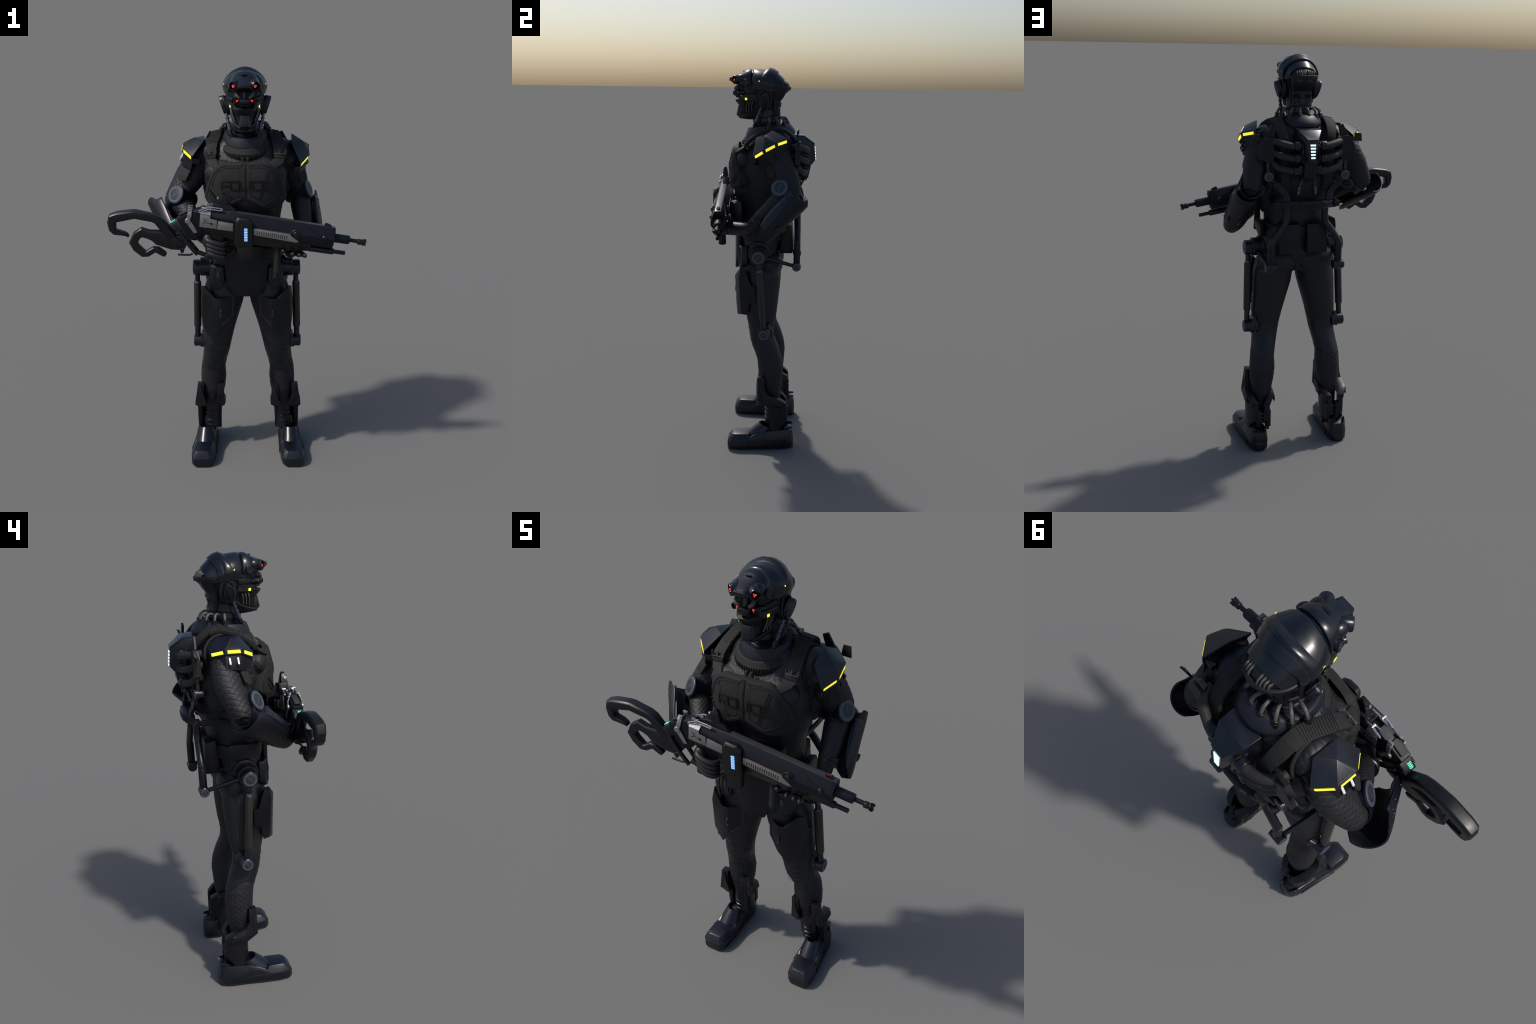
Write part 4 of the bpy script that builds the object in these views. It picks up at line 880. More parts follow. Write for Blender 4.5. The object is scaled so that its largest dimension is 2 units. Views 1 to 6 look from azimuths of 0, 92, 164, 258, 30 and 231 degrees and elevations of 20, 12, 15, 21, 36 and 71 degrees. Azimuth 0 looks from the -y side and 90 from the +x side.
# ------------------------------------------------------------------ shoulder pads
def pad(k, world, flip):
    A = {n: w2l(p) for n, p in world.items()}
    cen = sum((A[n] for n in ('A', 'F', 'C', 'L', 'O1', 'O2', 'B')), V()) / 7
    inn = w2l((0.20 if not flip else -0.13, 0.05, 1.58))
    rim = [A['L'], A['O1'], A['O2'], A['B']]
    low = []
    for p, q in zip(rim, (A['bF'], A['b1'], A['b2'], A['bB'])): low.append(p + (q - p).normalized() * 0.026)
    vs = [A['A'], A['F'], A['C']] + rim + low
    fs = [(1, 2, 4, 3), (0, 2, 1), (0, 6, 5, 2), (2, 5, 4), (3, 4, 8, 7), (4, 5, 9, 8), (5, 6, 10, 9)]
    b = B(); bm_v = vs
    # orientation: normals must point outward
    b.shell(vs, fs, 0.008)
    pd = b.obj('shoulder_pad', M_NAVY, ROOT, 0.0015, ang=15)
    # lower skirt box
    def inset(p, t): return p + (inn - p).normalized() * t
    top = [inset(p + (q - p).normalized() * 0.010, 0.008) for p, q in zip(rim, (A['bF'], A['b1'], A['b2'], A['bB']))]
    bot = [A['bF'], A['b1'], A['b2'], A['bB']]
    b = B(); n = 4; ti = [inset(p, 0.022) for p in top]; bi = [inset(p, 0.030) for p in bot]
    rings = [[top[i], bot[i], bi[i], ti[i]] for i in range(4)]
    b.loft(rings); sk = b.obj('pad_skirt', M_PLATE, pd, 0.002, ang=20)
    # light strips on the rim faces
    segs = [(rim[0], rim[1], low[0], low[1]), (rim[1], rim[2], low[1], low[2]), (rim[2], rim[3], low[2], low[3])]
    for p, q, pl, ql in segs:
        u = q - p; dn = ((pl - p) + (ql - q)) / 2; nrm = u.cross(dn).normalized()
        if nrm.dot((p + q) / 2 - inn) < 0: nrm = -nrm
        b = B()
        o = p + u * 0.14 + dn * 0.22 + nrm * 0.0005
        N_ = 12; st = u * 0.72 / N_; sl = u.normalized() * 0.003
        for i in range(N_): b.plate([o + st * i, o + st * (i + 0.80), o + st * (i + 0.80) - sl + dn * 0.52, o + st * i - sl + dn * 0.52], nrm * 0.0016)
        b.m(1).plate([o + nrm * 0.0002, o + u * 0.715 + nrm * 0.0002, o + u * 0.715 + dn * 0.52 + nrm * 0.0002, o + dn * 0.52 + nrm * 0.0002], nrm * 0.0008)
        b.obj('light_strip', [M_YEL, M_YELGAP], pd)
    # skirt clips: sunward pair coloured as glint, far pair darkened to navy for shade
    p, q = top[1], top[2]; pb, qb = bot[1], bot[2]; u = q - p; dn = (pb - p); nrm = u.cross(dn).normalized()
    if nrm.dot(p - inn) < 0: nrm = -nrm
    for t in (0.22, 0.72):
        a = p.lerp(q, t) + dn * 0.28; e = p.lerp(q, t) + dn * 0.70
        b = B(); tn = (nrm + V((0, 0, 0.55))).normalized(); td = tn.cross(u.normalized()); b.box((a + e) / 2 + nrm * 0.004, (0.008, (e - a).length, 0.006), (u.normalized(), td, tn)); b.obj('skirt_clip', M_TABGLINT if flip else M_NAVY, pd, 0.001)
        b = B(); b.box(e + nrm * 0.004 + dn.normalized() * 0.004, (0.009, 0.009, 0.008), (u.normalized(), dn.normalized(), nrm)); b.obj('clip_hook', M_BLACK, pd, 0.001)
    # inner triangular panel
    b = B(); c = (A['C'] + A['O1'] + A['O2']) / 3; tri = [c + (x - c) * 0.74 for x in (A['C'], A['O1'], A['O2'])]; nn = (tri[1] - tri[0]).cross(tri[2] - tri[0]).normalized()
    if nn.dot(c - inn) < 0: nn = -nn
    b.bar([t + nn * 0.0005 for t in tri], 0.002, 0.0012, lambda q: nn, True); b.obj('pad_trim', M_EDGE, pd)
    # front / rear brackets tying the pad to the strap
    b = B(); L = A['L']; Bk = A['B']; s = -1 if flip else 1
    b.hull([L + V((0, 0.004, -0.012)), L + V((0, 0.004, -0.036)), L + V((-s * 0.035, 0.012, -0.02)), L + V((-s * 0.035, 0.012, -0.05)), L + V((-s * 0.035, 0.03, -0.02)), L + V((0, 0.02, -0.03)), L + V((-s * 0.035, 0.03, -0.05))])
    b.hull([Bk + V((0, -0.004, -0.006)), Bk + V((0, -0.004, -0.034)), Bk + V((-s * 0.04, -0.004, -0.005)), Bk + V((-s * 0.04, -0.004, -0.04)), Bk + V((-s * 0.04, -0.024, -0.005)), Bk + V((0, -0.02, -0.03)), Bk + V((-s * 0.04, -0.024, -0.04))])
    b.obj('pad_bracket', M_BLACK, pd, 0.002)
    # arm flap below
    b = B(); m1 = bot[0].lerp(bot[1], 0.2); m2 = bot[0].lerp(bot[1], 0.98); E = (AR if flip else AL).E
    d = (E - (AR if flip else AL).S).normalized()
    nx = ((m1 + m2) / 2 - (AR if flip else AL).S.lerp(E, 0.45)); nx = (nx - d * nx.dot(d)).normalized()
    base = [m1 - nx * 0.010, m2 - nx * 0.008, m2 + d * 0.050 - nx * 0.006, m1.lerp(m2, 0.75) + d * 0.064 - nx * 0.006, m1 + d * 0.058 - nx * 0.010]
    b.plate(base, -nx * 0.010); b.obj('arm_flap', M_VEST, pd, 0.002)
pad(0, dict(A=(0.252, 0.052, 1.691), F=(0.253, -0.030, 1.652), C=(0.301, 0.018, 1.663), L=(0.291, -0.042, 1.566), O1=(0.336, 0.012, 1.602), O2=(0.335, 0.074, 1.635), B=(0.278, 0.131, 1.652),
            bF=(0.281, 0.004, 1.508), b1=(0.320, 0.053, 1.523), b2=(0.305, 0.110, 1.547), bB=(0.270, 0.142, 1.577)), False)
pad(1, dict(A=(-0.160, 0.084, 1.676), F=(-0.156, -0.007, 1.671), C=(-0.208, 0.037, 1.676), L=(-0.208, -0.055, 1.608), O1=(-0.258, 0.001, 1.639), O2=(-0.261, 0.076, 1.642), B=(-0.211, 0.134, 1.623),
            bF=(-0.218, -0.039, 1.539), b1=(-0.265, 0.009, 1.549), b2=(-0.270, 0.076, 1.554), bB=(-0.222, 0.125, 1.548)), True)

# ------------------------------------------------------------------ elbow, bracer, hand
def bracer(A, k):
    fa = FARM[k]; at = A.at
    b = B()   # elbow hub
    b.stack(A.E - A.a * 0.060, A.a, [(0, 0.036), (0.006, 0.040), (0.112, 0.042), (0.116, 0.046), (0.121, 0.046), (0.1215, 0.044)], 36)
    disc_cap(b, A.E + A.a * 0.0612, A.a, 0.0445, 0.0035, 0.9 if k else 1.4)
    disc_cap(b, A.E - A.a * 0.0600, -A.a, 0.037, 0.003, 0.2)
    b.obj('elbow_joint', [M_NAVY, M_RING, M_DISC], fa)
    b = B()   # yoke: band round the tip of the elbow
    rings = []
    for q in range(25):
        t = math.radians(-84 + 168 * q / 24); c = at(-0.012 + 0.03 * math.cos(t), 0.052 * math.sin(t), 0.012 + 0.088 * max(0, math.cos(t)) ** 0.8)
        o = (A.a * math.sin(t) + A.n * math.cos(t)).normalized(); w = 0.020 + 0.006 * math.cos(t)
        rings.append([c - A.f * w, c + A.f * w, c + A.f * w + o * 0.007, c - A.f * w + o * 0.007])
    b.loft(rings); b.obj('elbow_yoke', M_NAVY, fa, 0.0015)
    # bracer shell: U-section open toward the body
    b = B(); rings = []
    sx0 = 0.036 if k == 0 else 0.008
    at0 = A.at; at = lambda x, y, z: at0(x + sx0, y, z)
    for x, ra, rn, ca, cn, t0, t1 in ((-0.060, 0.070, 0.062, 0.018, 0.090, -62, 88), (-0.030, 0.073, 0.066, 0.018, 0.085, -75, 105), (0.0, 0.074, 0.068, 0.018, 0.080, -80, 118), (0.06, 0.072, 0.066, 0.020, 0.074, -82, 122),
                                      (0.12, 0.067, 0.063, 0.022, 0.072, -80, 120), (0.17, 0.062, 0.060, 0.024, 0.072, -74, 112), (0.195, 0.056, 0.056, 0.026, 0.072, -60, 95), (0.216, 0.048, 0.052, 0.028, 0.072, -40, 70)):
        o = []; i = []
        for q in range(25):
            t = math.radians(t0 + (t1 - t0) * q / 24)
            ca_ = ca + (-0.014 if k == 0 else 0.014); ra_ = ra * (0.86 if k == 0 else 1.04)
            cn_ = cn + (0.0 if k == 0 else 0.012 * max(0.0, 1 - max(x, 0) / 0.15))
            p = at(x, ca_ + ra_ * math.sin(t), cn_ + rn * math.cos(t)); u = (A.a * math.sin(t) + A.n * math.cos(t)).normalized()
            o.append(p); i.append(p - u * 0.007)
        rings.append(o + i[::-1])
    b.loft(rings); br = b.obj('bracer', M_PLATE, fa, 0.002, ang=30)
    b = B()   # raised outer panel
    rings = []
    for x in (-0.02, 0.0, 0.08, 0.16, 0.18):
        o = []
        for q in range(9):
            t = math.radians(78 + 34 * q / 8); e = 0.003 if x in (-0.02, 0.18) else 0.006
            o.append(at(x, (0.019 + (-0.014 if k == 0 else 0.014)) + (0.071 * (0.86 if k == 0 else 1.04) + e - 0.05 * max(0, x - 0.06)) * math.sin(t), 0.077 + (0.066 + e - 0.04 * max(0, x - 0.06)) * math.cos(t)))
        rings.append(o + [p - A.a * 0.006 for p in reversed(o)])
    b.loft(rings); b.obj('bracer_panel', M_NAVY, br, 0.0015)
    b = B()
    for x, t in ((0.0, 96), (0.0, 84), (0.05, 100), (0.14, 98), (0.16, 84)):
        t = math.radians(t); b.sphere(at(x, (0.005 + 0.0675 * math.sin(t)) if k == 0 else (0.033 + 0.080 * math.sin(t)), 0.077 + 0.072 * math.cos(t)), 0.0028, n=8)
    b.obj('rivet', M_EDGE, br)
    b = B()   # two fins
    for x, t in ((0.13, 35), (0.115, -20)):
        t = math.radians(t); u = (A.a * math.sin(t) + A.n * math.cos(t)).normalized(); c = at(x, 0.021 + (-0.014 if k == 0 else 0.014) + (0.056 if k == 0 else 0.066) * math.sin(t), 0.073 + 0.061 * math.cos(t)); w = A.f.cross(u)
        b.hull([c - A.f * 0.022 - w * 0.006, c - A.f * 0.022 + w * 0.006, c + A.f * 0.018 - w * 0.006, c + A.f * 0.018 + w * 0.006, c - A.f * 0.016 + u * 0.014 - w * 0.004, c - A.f * 0.016 + u * 0.014 + w * 0.004, c + A.f * 0.004 + u * 0.012])
    b.obj('bracer_fin', M_NAVY, br, 0.001)
    b = B(); b.stack(at0(0.185, 0.006, 0.012), A.f, [(0, 0.036), (0.004, 0.040), (0.016, 0.039), (0.02, 0.036), (0.024, 0.038), (0.036, 0.036), (0.04, 0.032)], 28)
    b.obj('wrist_cuff', M_BLACK, fa)
bracer(AL, 0); bracer(AR, 1)

# ------------------------------------------------------------------ rifle frame
GX = V((0.98610458, 0.03352756, -0.16270726)); GY = V((-0.03398037, 0.9994225, 0)); GZ = V((0.16261329, 0.00552885, 0.98667439))
GO = V((0, -0.215, 1.31))
def gw(x, y, z): return GO + GX * x + GY * y + GZ * z          # rifle -> world
def gl(x, y, z): p = gw(x, y, z); return V((p.x - XC, p.y, p.z))  # rifle -> figure

def capsule(b, pts, r, n=12): b.tube(pts, r, n, 5); b.sphere(pts[0], r if not isinstance(r, (list, tuple)) else r[0], n=n); b.sphere(pts[-1], r if not isinstance(r, (list, tuple)) else r[-1], n=n)
def hands():
    # trigger hand wraps the pistol grip
    b = B(); W = AR.W
    palm = gl(-0.105, 0.020, -0.085)
    b.tube([W, W.lerp(palm, 0.5), palm], [0.030, 0.034, 0.034], 16)
    b.sphere(palm, 0.038, 1.0, 0.8, 1.05, 20)
    b.sphere(gl(-0.125, -0.012, -0.075), 0.030, 0.9, 0.9, 1.2, 16)
    hr = b.obj('hand', M_GLOVE, ROOT)
    for i in range(4):
        z = -0.068 - 0.0195 * i; b = B(); o = 0.006 * i
        capsule(b, [gl(-0.135 + o, 0.006, z + 0.004), gl(-0.128 + o, -0.030, z + 0.001), gl(-0.095 + o, -0.042, z - 0.004), gl(-0.060 + o * 0.8, -0.036, z - 0.008), gl(-0.045 + o * 0.5, -0.015, z - 0.008)], [0.0135, 0.0140, 0.0128, 0.0116, 0.0105])
        b.obj('finger', M_GLOVE, hr)
    b = B(); capsule(b, [gl(-0.115, 0.03, -0.055), gl(-0.085, 0.045, -0.045), gl(-0.055, 0.042, -0.05)], [0.016, 0.014, 0.012]); b.obj('thumb', M_GLOVE, hr)
    # support hand lies under the fore-end, fingertips showing in front
    b = B(); W = AL.W; palm = gl(0.255, 0.020, -0.082)
    b.tube([W, W.lerp(palm, 0.35) + V((0, 0, -0.004)), W.lerp(palm, 0.75), palm], [0.029, 0.034, 0.036, 0.032], 16)
    b.sphere(W.lerp(palm, 0.82), 0.040, 1.15, 1.0, 0.62, 20)
    hl = b.obj('hand', M_GLOVE, ROOT)
    for i, x in enumerate((0.225, 0.262, 0.293, 0.318)):
        if i == 0: pts = [gl(x + 0.01, 0.02, -0.078), gl(x, -0.005, -0.075), gl(x - 0.004, -0.022, -0.07)]
        else: pts = [gl(x - 0.01, 0.03, -0.085), gl(x, -0.005, -0.086 + 0.002 * i), gl(x + 0.004, -0.030, -0.076)]
        b = B(); capsule(b, pts, [0.013, 0.0115, 0.0095]); b.obj('finger', M_GLOVE, hl)
    b = B(); capsule(b, [gl(0.235, 0.045, -0.07), gl(0.262, 0.052, -0.045), gl(0.285, 0.048, -0.02)], [0.016, 0.0135, 0.011]); b.obj('thumb', M_GLOVE, hl)
hands()

# ------------------------------------------------------------------ backpack and back frame
def backpack():
    b = B()
    def sec(z, w0, y0, w1, y1): return [V((-w0, y0, z)), V((w0, y0, z)), V((w1, y1, z)), V((-w1, y1, z))]
    b.hull(sec(1.655, 0.058, 0.155, 0.056, 0.210) + sec(1.614, 0.066, 0.150, 0.024, 0.266) + sec(1.53, 0.06, 0.15, 0.020, 0.274) + sec(1.505, 0.05, 0.15, 0.018, 0.255))
    bp = b.obj('backpack', M_NAVY, ROOT, 0.002, ang=20)
    b = B(); b.hull(sec(1.52, 0.045, 0.15, 0.030, 0.254) + sec(1.44, 0.046, 0.14, 0.032, 0.238) + sec(1.420, 0.034, 0.14, 0.024, 0.225))
    b.hull([(x, y, z) for x in (-0.050, 0.050) for y, z in ((0.19, 1.462), (0.240, 1.450), (0.218, 1.436), (0.19, 1.440))])
    b.obj('backpack_tail', M_PLATE, bp, 0.003, ang=20)
    # lid
    b = B(); b.hull([(x, y, z) for x, y, z in ((-0.060, 0.152, 1.661), (0.060, 0.152, 1.661), (-0.057, 0.212, 1.657), (0.057, 0.212, 1.657), (-0.027, 0.268, 1.6165), (0.027, 0.268, 1.6165), (-0.060, 0.152, 1.652), (0.060, 0.152, 1.652), (-0.027, 0.264, 1.609), (0.027, 0.264, 1.609))])
    b.obj('backpack_lid', M_NAVY, bp, 0.002, ang=20)
    for s in (1, -1):
        b = B(); b.hull([(s * x, y, z) for x, y, z in ((0.052, 0.195, 1.612), (0.034, 0.246, 1.592), (0.052, 0.195, 1.508), (0.030, 0.248, 1.500), (0.060, 0.20, 1.60), (0.060, 0.20, 1.515), (0.040, 0.250, 1.585), (0.036, 0.252, 1.505))])
        b.obj('side_plate', M_NAVY, bp, 0.0015, ang=20)
    for i in range(5):
        w = 0.0130 - 0.0008 * i; z = 1.592 - 0.0145 * i
        b = B(); b.box((0, 0.2695 + 0.00135 * i, z), (2 * w, 0.004, 0.0080)); b.obj('light_bar', M_ICE, bp, 0.0005)
    b = B(); b.box((0, 0.263, 1.6085), (0.034, 0.006, 0.004)); b.obj('lid_catch', M_EDGE, bp, 0.0008)
    # ribs: three thick hoses a side, with sockets
    for i, (z, ez, yo) in enumerate(((1.588, 1.602, 0.0), (1.530, 1.552, -0.002), (1.470, 1.500, -0.008))):
        b = B(); b.tube([(0.045, 0.226 + yo, z - 0.002), (0.080, 0.228 + yo, z - 0.004), (0.115, 0.220 + yo, z + 0.003), (0.145, 0.205 + yo, z + 0.010), (0.166, 0.180, ez), (0.172, 0.150, ez + 0.004)], 0.0165, 18)
        pair(b, 'rib_hose', M_HOSE, bp)
        b = B(); c = V((0.066, 0.227 + yo, z - 0.003)); d = V((1, 0.02, -0.02))
        b.stack(c, d, [(-0.016, 0.019), (-0.012, 0.0235), (0.010, 0.0235), (0.013, 0.021), (0.013, 0.017)], 12, rot=math.pi / 12)
        if i == 2: b.hull([(0.030, 0.19, 1.49), (0.030, 0.235, 1.488), (0.056, 0.24, 1.494), (0.056, 0.2, 1.494), (0.034, 0.23, 1.45), (0.052, 0.236, 1.446), (0.05, 0.2, 1.45)])
        pair(b, 'hose_socket', M_NAVY, bp, 0.001, ang=25)
    # loose clips under the pack
    b = B(); b.tube([(0.030, 0.22, 1.432), (0.034, 0.205, 1.405), (0.040, 0.198, 1.385)], 0.0035, 8); b.box((0.041, 0.196, 1.378), (0.014, 0.008, 0.016)); b.box((0.043, 0.192, 1.358), (0.012, 0.008, 0.018))
    pair(b, 'pack_clip', M_EDGE, bp)
    # wing plates
    b = B()
    pts = [(0.172, 1.682), (0.186, 1.668), (0.164, 1.624), (0.173, 1.50), (0.225, 1.508), (0.248, 1.520), (0.236, 1.585), (0.212, 1.620)]
    b.plate([(x, 0.168, z) for x, z in ((0.166, 1.620), (0.166, 1.512), (0.180, 1.502), (0.244, 1.522), (0.234, 1.588), (0.205, 1.628))], (0, 0.026, 0))
    b.plate([(0.166, 0.176, 1.622), (0.205, 0.176, 1.630), (0.176, 0.174, 1.682), (0.152, 0.174, 1.672)], (0, 0.010, 0))
    w = pair(b, 'back_wing', M_PLATE, ROOT, 0.002, ang=20)
    b = B(); b.plate([(0.232, 0.176, 1.600), (0.236, 0.186, 1.640), (0.266, 0.190, 1.637), (0.276, 0.176, 1.597)], (0, 0.007, 0))
    pair(b, 'wing_fin', M_BLACK, w, 0.001)
    b = B(); b.box((0.194, 0.182, 1.480), (0.015, 0.012, 0.06)); pair(b, 'wing_post', M_BAR, w, 0.001)
    # swivel discs
    b = B(); c = V((0.191, 0.160, 1.438))
    b.stack(c, (0, 1, 0), [(0, 0.018), (0.022, 0.018), (0.024, 0.024), (0.034, 0.024), (0.035, 0.022)], 28); disc_cap(b, c + V((0, 0.0352, 0)), (0, 1, 0), 0.0225, 0.0025, 0.9)
    pair(b, 'swivel_disc', [M_NAVY, M_RING, M_DISC], ROOT)
    # arms from disc to waist bar
    b = B(); b.ribbon([(0.186, 0.186, 1.432), (0.160, 0.186, 1.408), (0.150, 0.186, 1.398)], [(0, 1, 0)] * 3, 0.018, 0.008, 3)
    b.box((0.150, 0.190, 1.396), (0.040, 0.020, 0.026)); b.ribbon([(0.145, 0.184, 1.388), (0.118, 0.188, 1.360), (0.108, 0.196, 1.342), (0.106, 0.202, 1.318)], [(0, 1, 0.1)] * 4, [0.03, 0.032, 0.034, 0.036], 0.016, 4)
    pair(b, 'waist_arm', M_PLATE, ROOT, 0.0025)
    # waist bar
    b = B()
    b.hull([(s * x, y, z) for s in (1, -1) for x, y, z in ((0.128, 0.196, 1.322), (0.128, 0.196, 1.284), (0.136, 0.200, 1.303), (0.070, 0.232, 1.322), (0.070, 0.232, 1.280), (0.046, 0.226, 1.318), (0.1, 0.19, 1.322), (0.1, 0.19, 1.282))])
    bar = b.obj('waist_bar', M_PLATE, ROOT, 0.004, ang=25)
    b = B(); b.hull([(x, y, z) for x in (-0.046, 0.046) for y, z in ((0.22, 1.322), (0.237, 1.318), (0.237, 1.282), (0.22, 1.278))]); b.obj('bar_center', M_NAVY, bar, 0.003)
    b = B()
    for i in range(22): b.box((-0.040 + 0.0038 * i, 0.2375, 1.300), (0.0018, 0.003, 0.026))
    b.obj('bar_rib', M_BLACK, bar, kind='stuff')
    b = B()
    for s in (1, -1):
        for r_ in range(2):
            for i in range(6):
                x = 0.072 + 0.009 * i + 0.0045 * r_; b.cyl((s * x, 0.2315 - (x - 0.07) * 0.60, 1.306 - 0.009 * r_), (s * x, 0.2345 - (x - 0.07) * 0.60, 1.306 - 0.009 * r_), 0.0028, n=8)
    b.obj('bar_perforation', M_VOID, bar, kind='stuff')
    b = B(); b.box((0.152, 0.190, 1.300), (0.030, 0.022, 0.030)); b.ribbon([(0.160, 0.180, 1.300), (0.160, 0.120, 1.298), (0.150, 0.04, 1.29)], [(1, 0.4, 0), (1, 0.2, 0), (1, 0, 0)], 0.026, 0.010, 5)
    pair(b, 'waist_buckle', M_PLATE, bar, 0.003)
    # spine column behind the belly
    b = B(); b.hull([(x, y, z) for x in (-0.05, 0.05) for y, z in ((0.12, 1.43), (0.150, 1.42), (0.148, 1.33), (0.12, 1.26), (0.14, 1.26))]); b.obj('spine_pad', M_BLACK, ROOT, 0.004)
backpack()

# ------------------------------------------------------------------ rifle
RIFLE = empty('rifle', tuple(GO), 'futuristic dark assault rifle with skeleton stock and glowing magazine', 'rifle')
RIFLE.matrix_world = Matrix(((GX.x, GY.x, GZ.x, GO.x), (GX.y, GY.y, GZ.y, GO.y), (GX.z, GY.z, GZ.z, GO.z), (0, 0, 0, 1)))
def rifle():
    R = RIFLE
    def hexsec(x, t, tw, m0, m1, mw, bt, bw, c=0.0): return [V((x, c + s * w, z)) for s, w, z in ((-1, tw, t), (-1, mw, m1), (-1, mw, m0), (-1, bw, bt), (1, bw, bt), (1, mw, m0), (1, mw, m1), (1, tw, t))]
    b = B(); b.loft([hexsec(-0.130, 0.073, 0.016, 0.026, 0.046, 0.030, 0.020, 0.029), hexsec(-0.02, 0.076, 0.017, 0.022, 0.042, 0.033, 0.010, 0.030), hexsec(0.07, 0.075, 0.017, -0.002, 0.032, 0.037, -0.018, 0.028), hexsec(0.26, 0.073, 0.017, -0.008, 0.022, 0.039, -0.024, 0.026), hexsec(0.40, 0.070, 0.017, -0.006, 0.020, 0.037, -0.026, 0.022), hexsec(0.440, 0.069, 0.017, -0.004, 0.020, 0.036, -0.026, 0.020)])
    recv = b.obj('receiver', M_GUN, R, 0.0018, ang=20)
    b = B(); b.box((0.437, 0, 0.024), (0.008, 0.044, 0.064)); b.obj('muzzle_recess', M_VOID, recv)
    b = B(); b.hull([(x, y, z + d) for x, z in ((-0.128, 0.072), (-0.02, 0.075), (0.07, 0.074), (0.26, 0.072), (0.438, 0.068)) for y in (-0.0145, 0.0145) for d in (0, 0.0025)]); b.obj('top_rail', M_GUNTOP, recv, 0.001)
    b = B(); b.loft([hexsec(-0.178, 0.060, 0.018, 0.0, 0.045, 0.028, -0.035, 0.020), hexsec(-0.12, 0.062, 0.018, 0.0, 0.04, 0.029, -0.035, 0.022), hexsec(0.07, 0.05, 0.018, -0.01, 0.03, 0.032, -0.062, 0.020), hexsec(0.23, 0.04, 0.018, -0.02, 0.02, 0.034, -0.058, 0.020), hexsec(0.34, 0.02, 0.018, -0.022, 0.0, 0.03, -0.040, 0.018)])
    b.obj('lower_receiver', M_BLACK, R, 0.0015, ang=20)
    # silver block and slotted strip, both sides
    for s in (-1, 1):
        y = s * 0.0305; th = (0, s * 0.004, 0)
        b = B(); b.plate([(x, y, z) for x, z in ((-0.176, 0.050), (-0.130, 0.050), (-0.128, 0.036), (-0.098, 0.033), (-0.094, -0.007), (-0.172, -0.008))], th)
        b.plate([(x, y + s * 0.0006, z) for x, z in ((-0.0925, 0.031), (-0.024, 0.029), (-0.02, -0.008), (-0.0925, -0.008))], th)
        b.obj('silver_cover', M_SILVER, recv, 0.0012)
        b = B(); b.plate([(-0.176, s * 0.017, 0.066), (-0.130, s * 0.017, 0.068), (-0.130, s * 0.034, 0.051), (-0.176, s * 0.034, 0.051)], (0, s * 0.001, 0.002)); b.obj('silver_bevel', M_CHROME, recv)
        b = B()
        for p0, p1 in (((-0.160, 0.034), (-0.148, 0.018)), ((-0.162, 0.006), (-0.148, 0.018)), ((-0.148, 0.018), (-0.125, 0.014))): b.bar([(p0[0], y + s * 0.0042, p0[1]), (p1[0], y + s * 0.0042, p1[1])], 0.002, 0.0008, lambda q: (0, s, 0))
        b.cyl((-0.121, y, 0.014), (-0.121, y + s * 0.006, 0.014), 0.005, n=14)
        b.obj('cover_mark', M_LETTER, recv)
        b = B()
        for x, z in ((-0.146, 0.029), (-0.146, 0.004), (-0.113, 0.013)): b.box((x, y + s * 0.0043, z), (0.012, 0.0012, 0.003))
        b.obj('warning_mark', M_ORANGE, recv)
        y = s * 0.0375
        b = B(); b.plate([(x, y, z) for x, z in ((0.070, 0.022), (0.236, 0.019), (0.244, 0.010), (0.282, -0.010), (0.268, -0.016), (0.074, -0.008))], (0, s * 0.0042, 0)); st = b.obj('heat_strip', M_SILVER, recv, 0.001)
        b = B()
        for i in range(15): b.box((0.090 + 0.0095 * i, y + s * 0.0043, 0.005 - 0.0002 * i), (0.0026, 0.0012, 0.018))
        b.obj('strip_slot', M_VOID, st, kind='stuff')
        b = B(); b.box((0.155, y + s * 0.002, 0.0225), (0.165, 0.004, 0.0012), (V((1, 0, -0.018)).normalized(), V((0, 1, 0)), V((0.018, 0, 1)).normalized())); b.obj('strip_edge', M_SALMON, st)
        # screws / knobs
        b = B(); b.stack((0.262, s * 0.036, 0.023), (0, s, 0), [(0, 0.0215), (0.003, 0.0215), (0.005, 0.019), (0.005, 0.013), (0.010, 0.012), (0.012, 0.010), (0.012, 0.005)], 28); b.obj('selector_knob', M_BLACK, recv)
        b = B(); b.stack((0.393, s * 0.034, 0.024), (0, s, 0), [(0, 0.011), (0.005, 0.011), (0.009, 0.007), (0.011, 0.002)], 20); b.obj('pivot_screw', M_NAVY, recv)
        # panel seams
        b = B(); ys = lambda x, z: (x, s * (0.0372 - max(0, (z - 0.026)) * 0.42), z)
        for run in (((-0.03, 0.072), (-0.032, 0.058), (-0.022, 0.040)), ((0.025, 0.072), (0.10, 0.042), (0.135, 0.024)), ((0.30, 0.068), (0.35, 0.042), (0.380, 0.030))):
            b.bar([ys(*p) for p in run], 0.0014, 0.0012, lambda q: (0, s * 0.9, 0.4))
        b.obj('panel_seam', M_LETTER, recv)
    # side magazine with light ladder
    b = B()
    b.hull([(x, y, z) for y, g in ((-0.030, 0.0), (-0.046, 0.0), (-0.054, 0.008)) for x, z in ((-0.018 + g, 0.050 - g), (-0.008 + g, 0.064 - g), (0.042 - g, 0.067 - g), (0.062 - g, 0.052 - g), (0.078 - g, -0.062 + g), (0.006 + g, -0.078 + g), (-0.006 + g, -0.07 + g))])
    mg = b.obj('magazine', M_BLACK, R, 0.0015, ang=20)
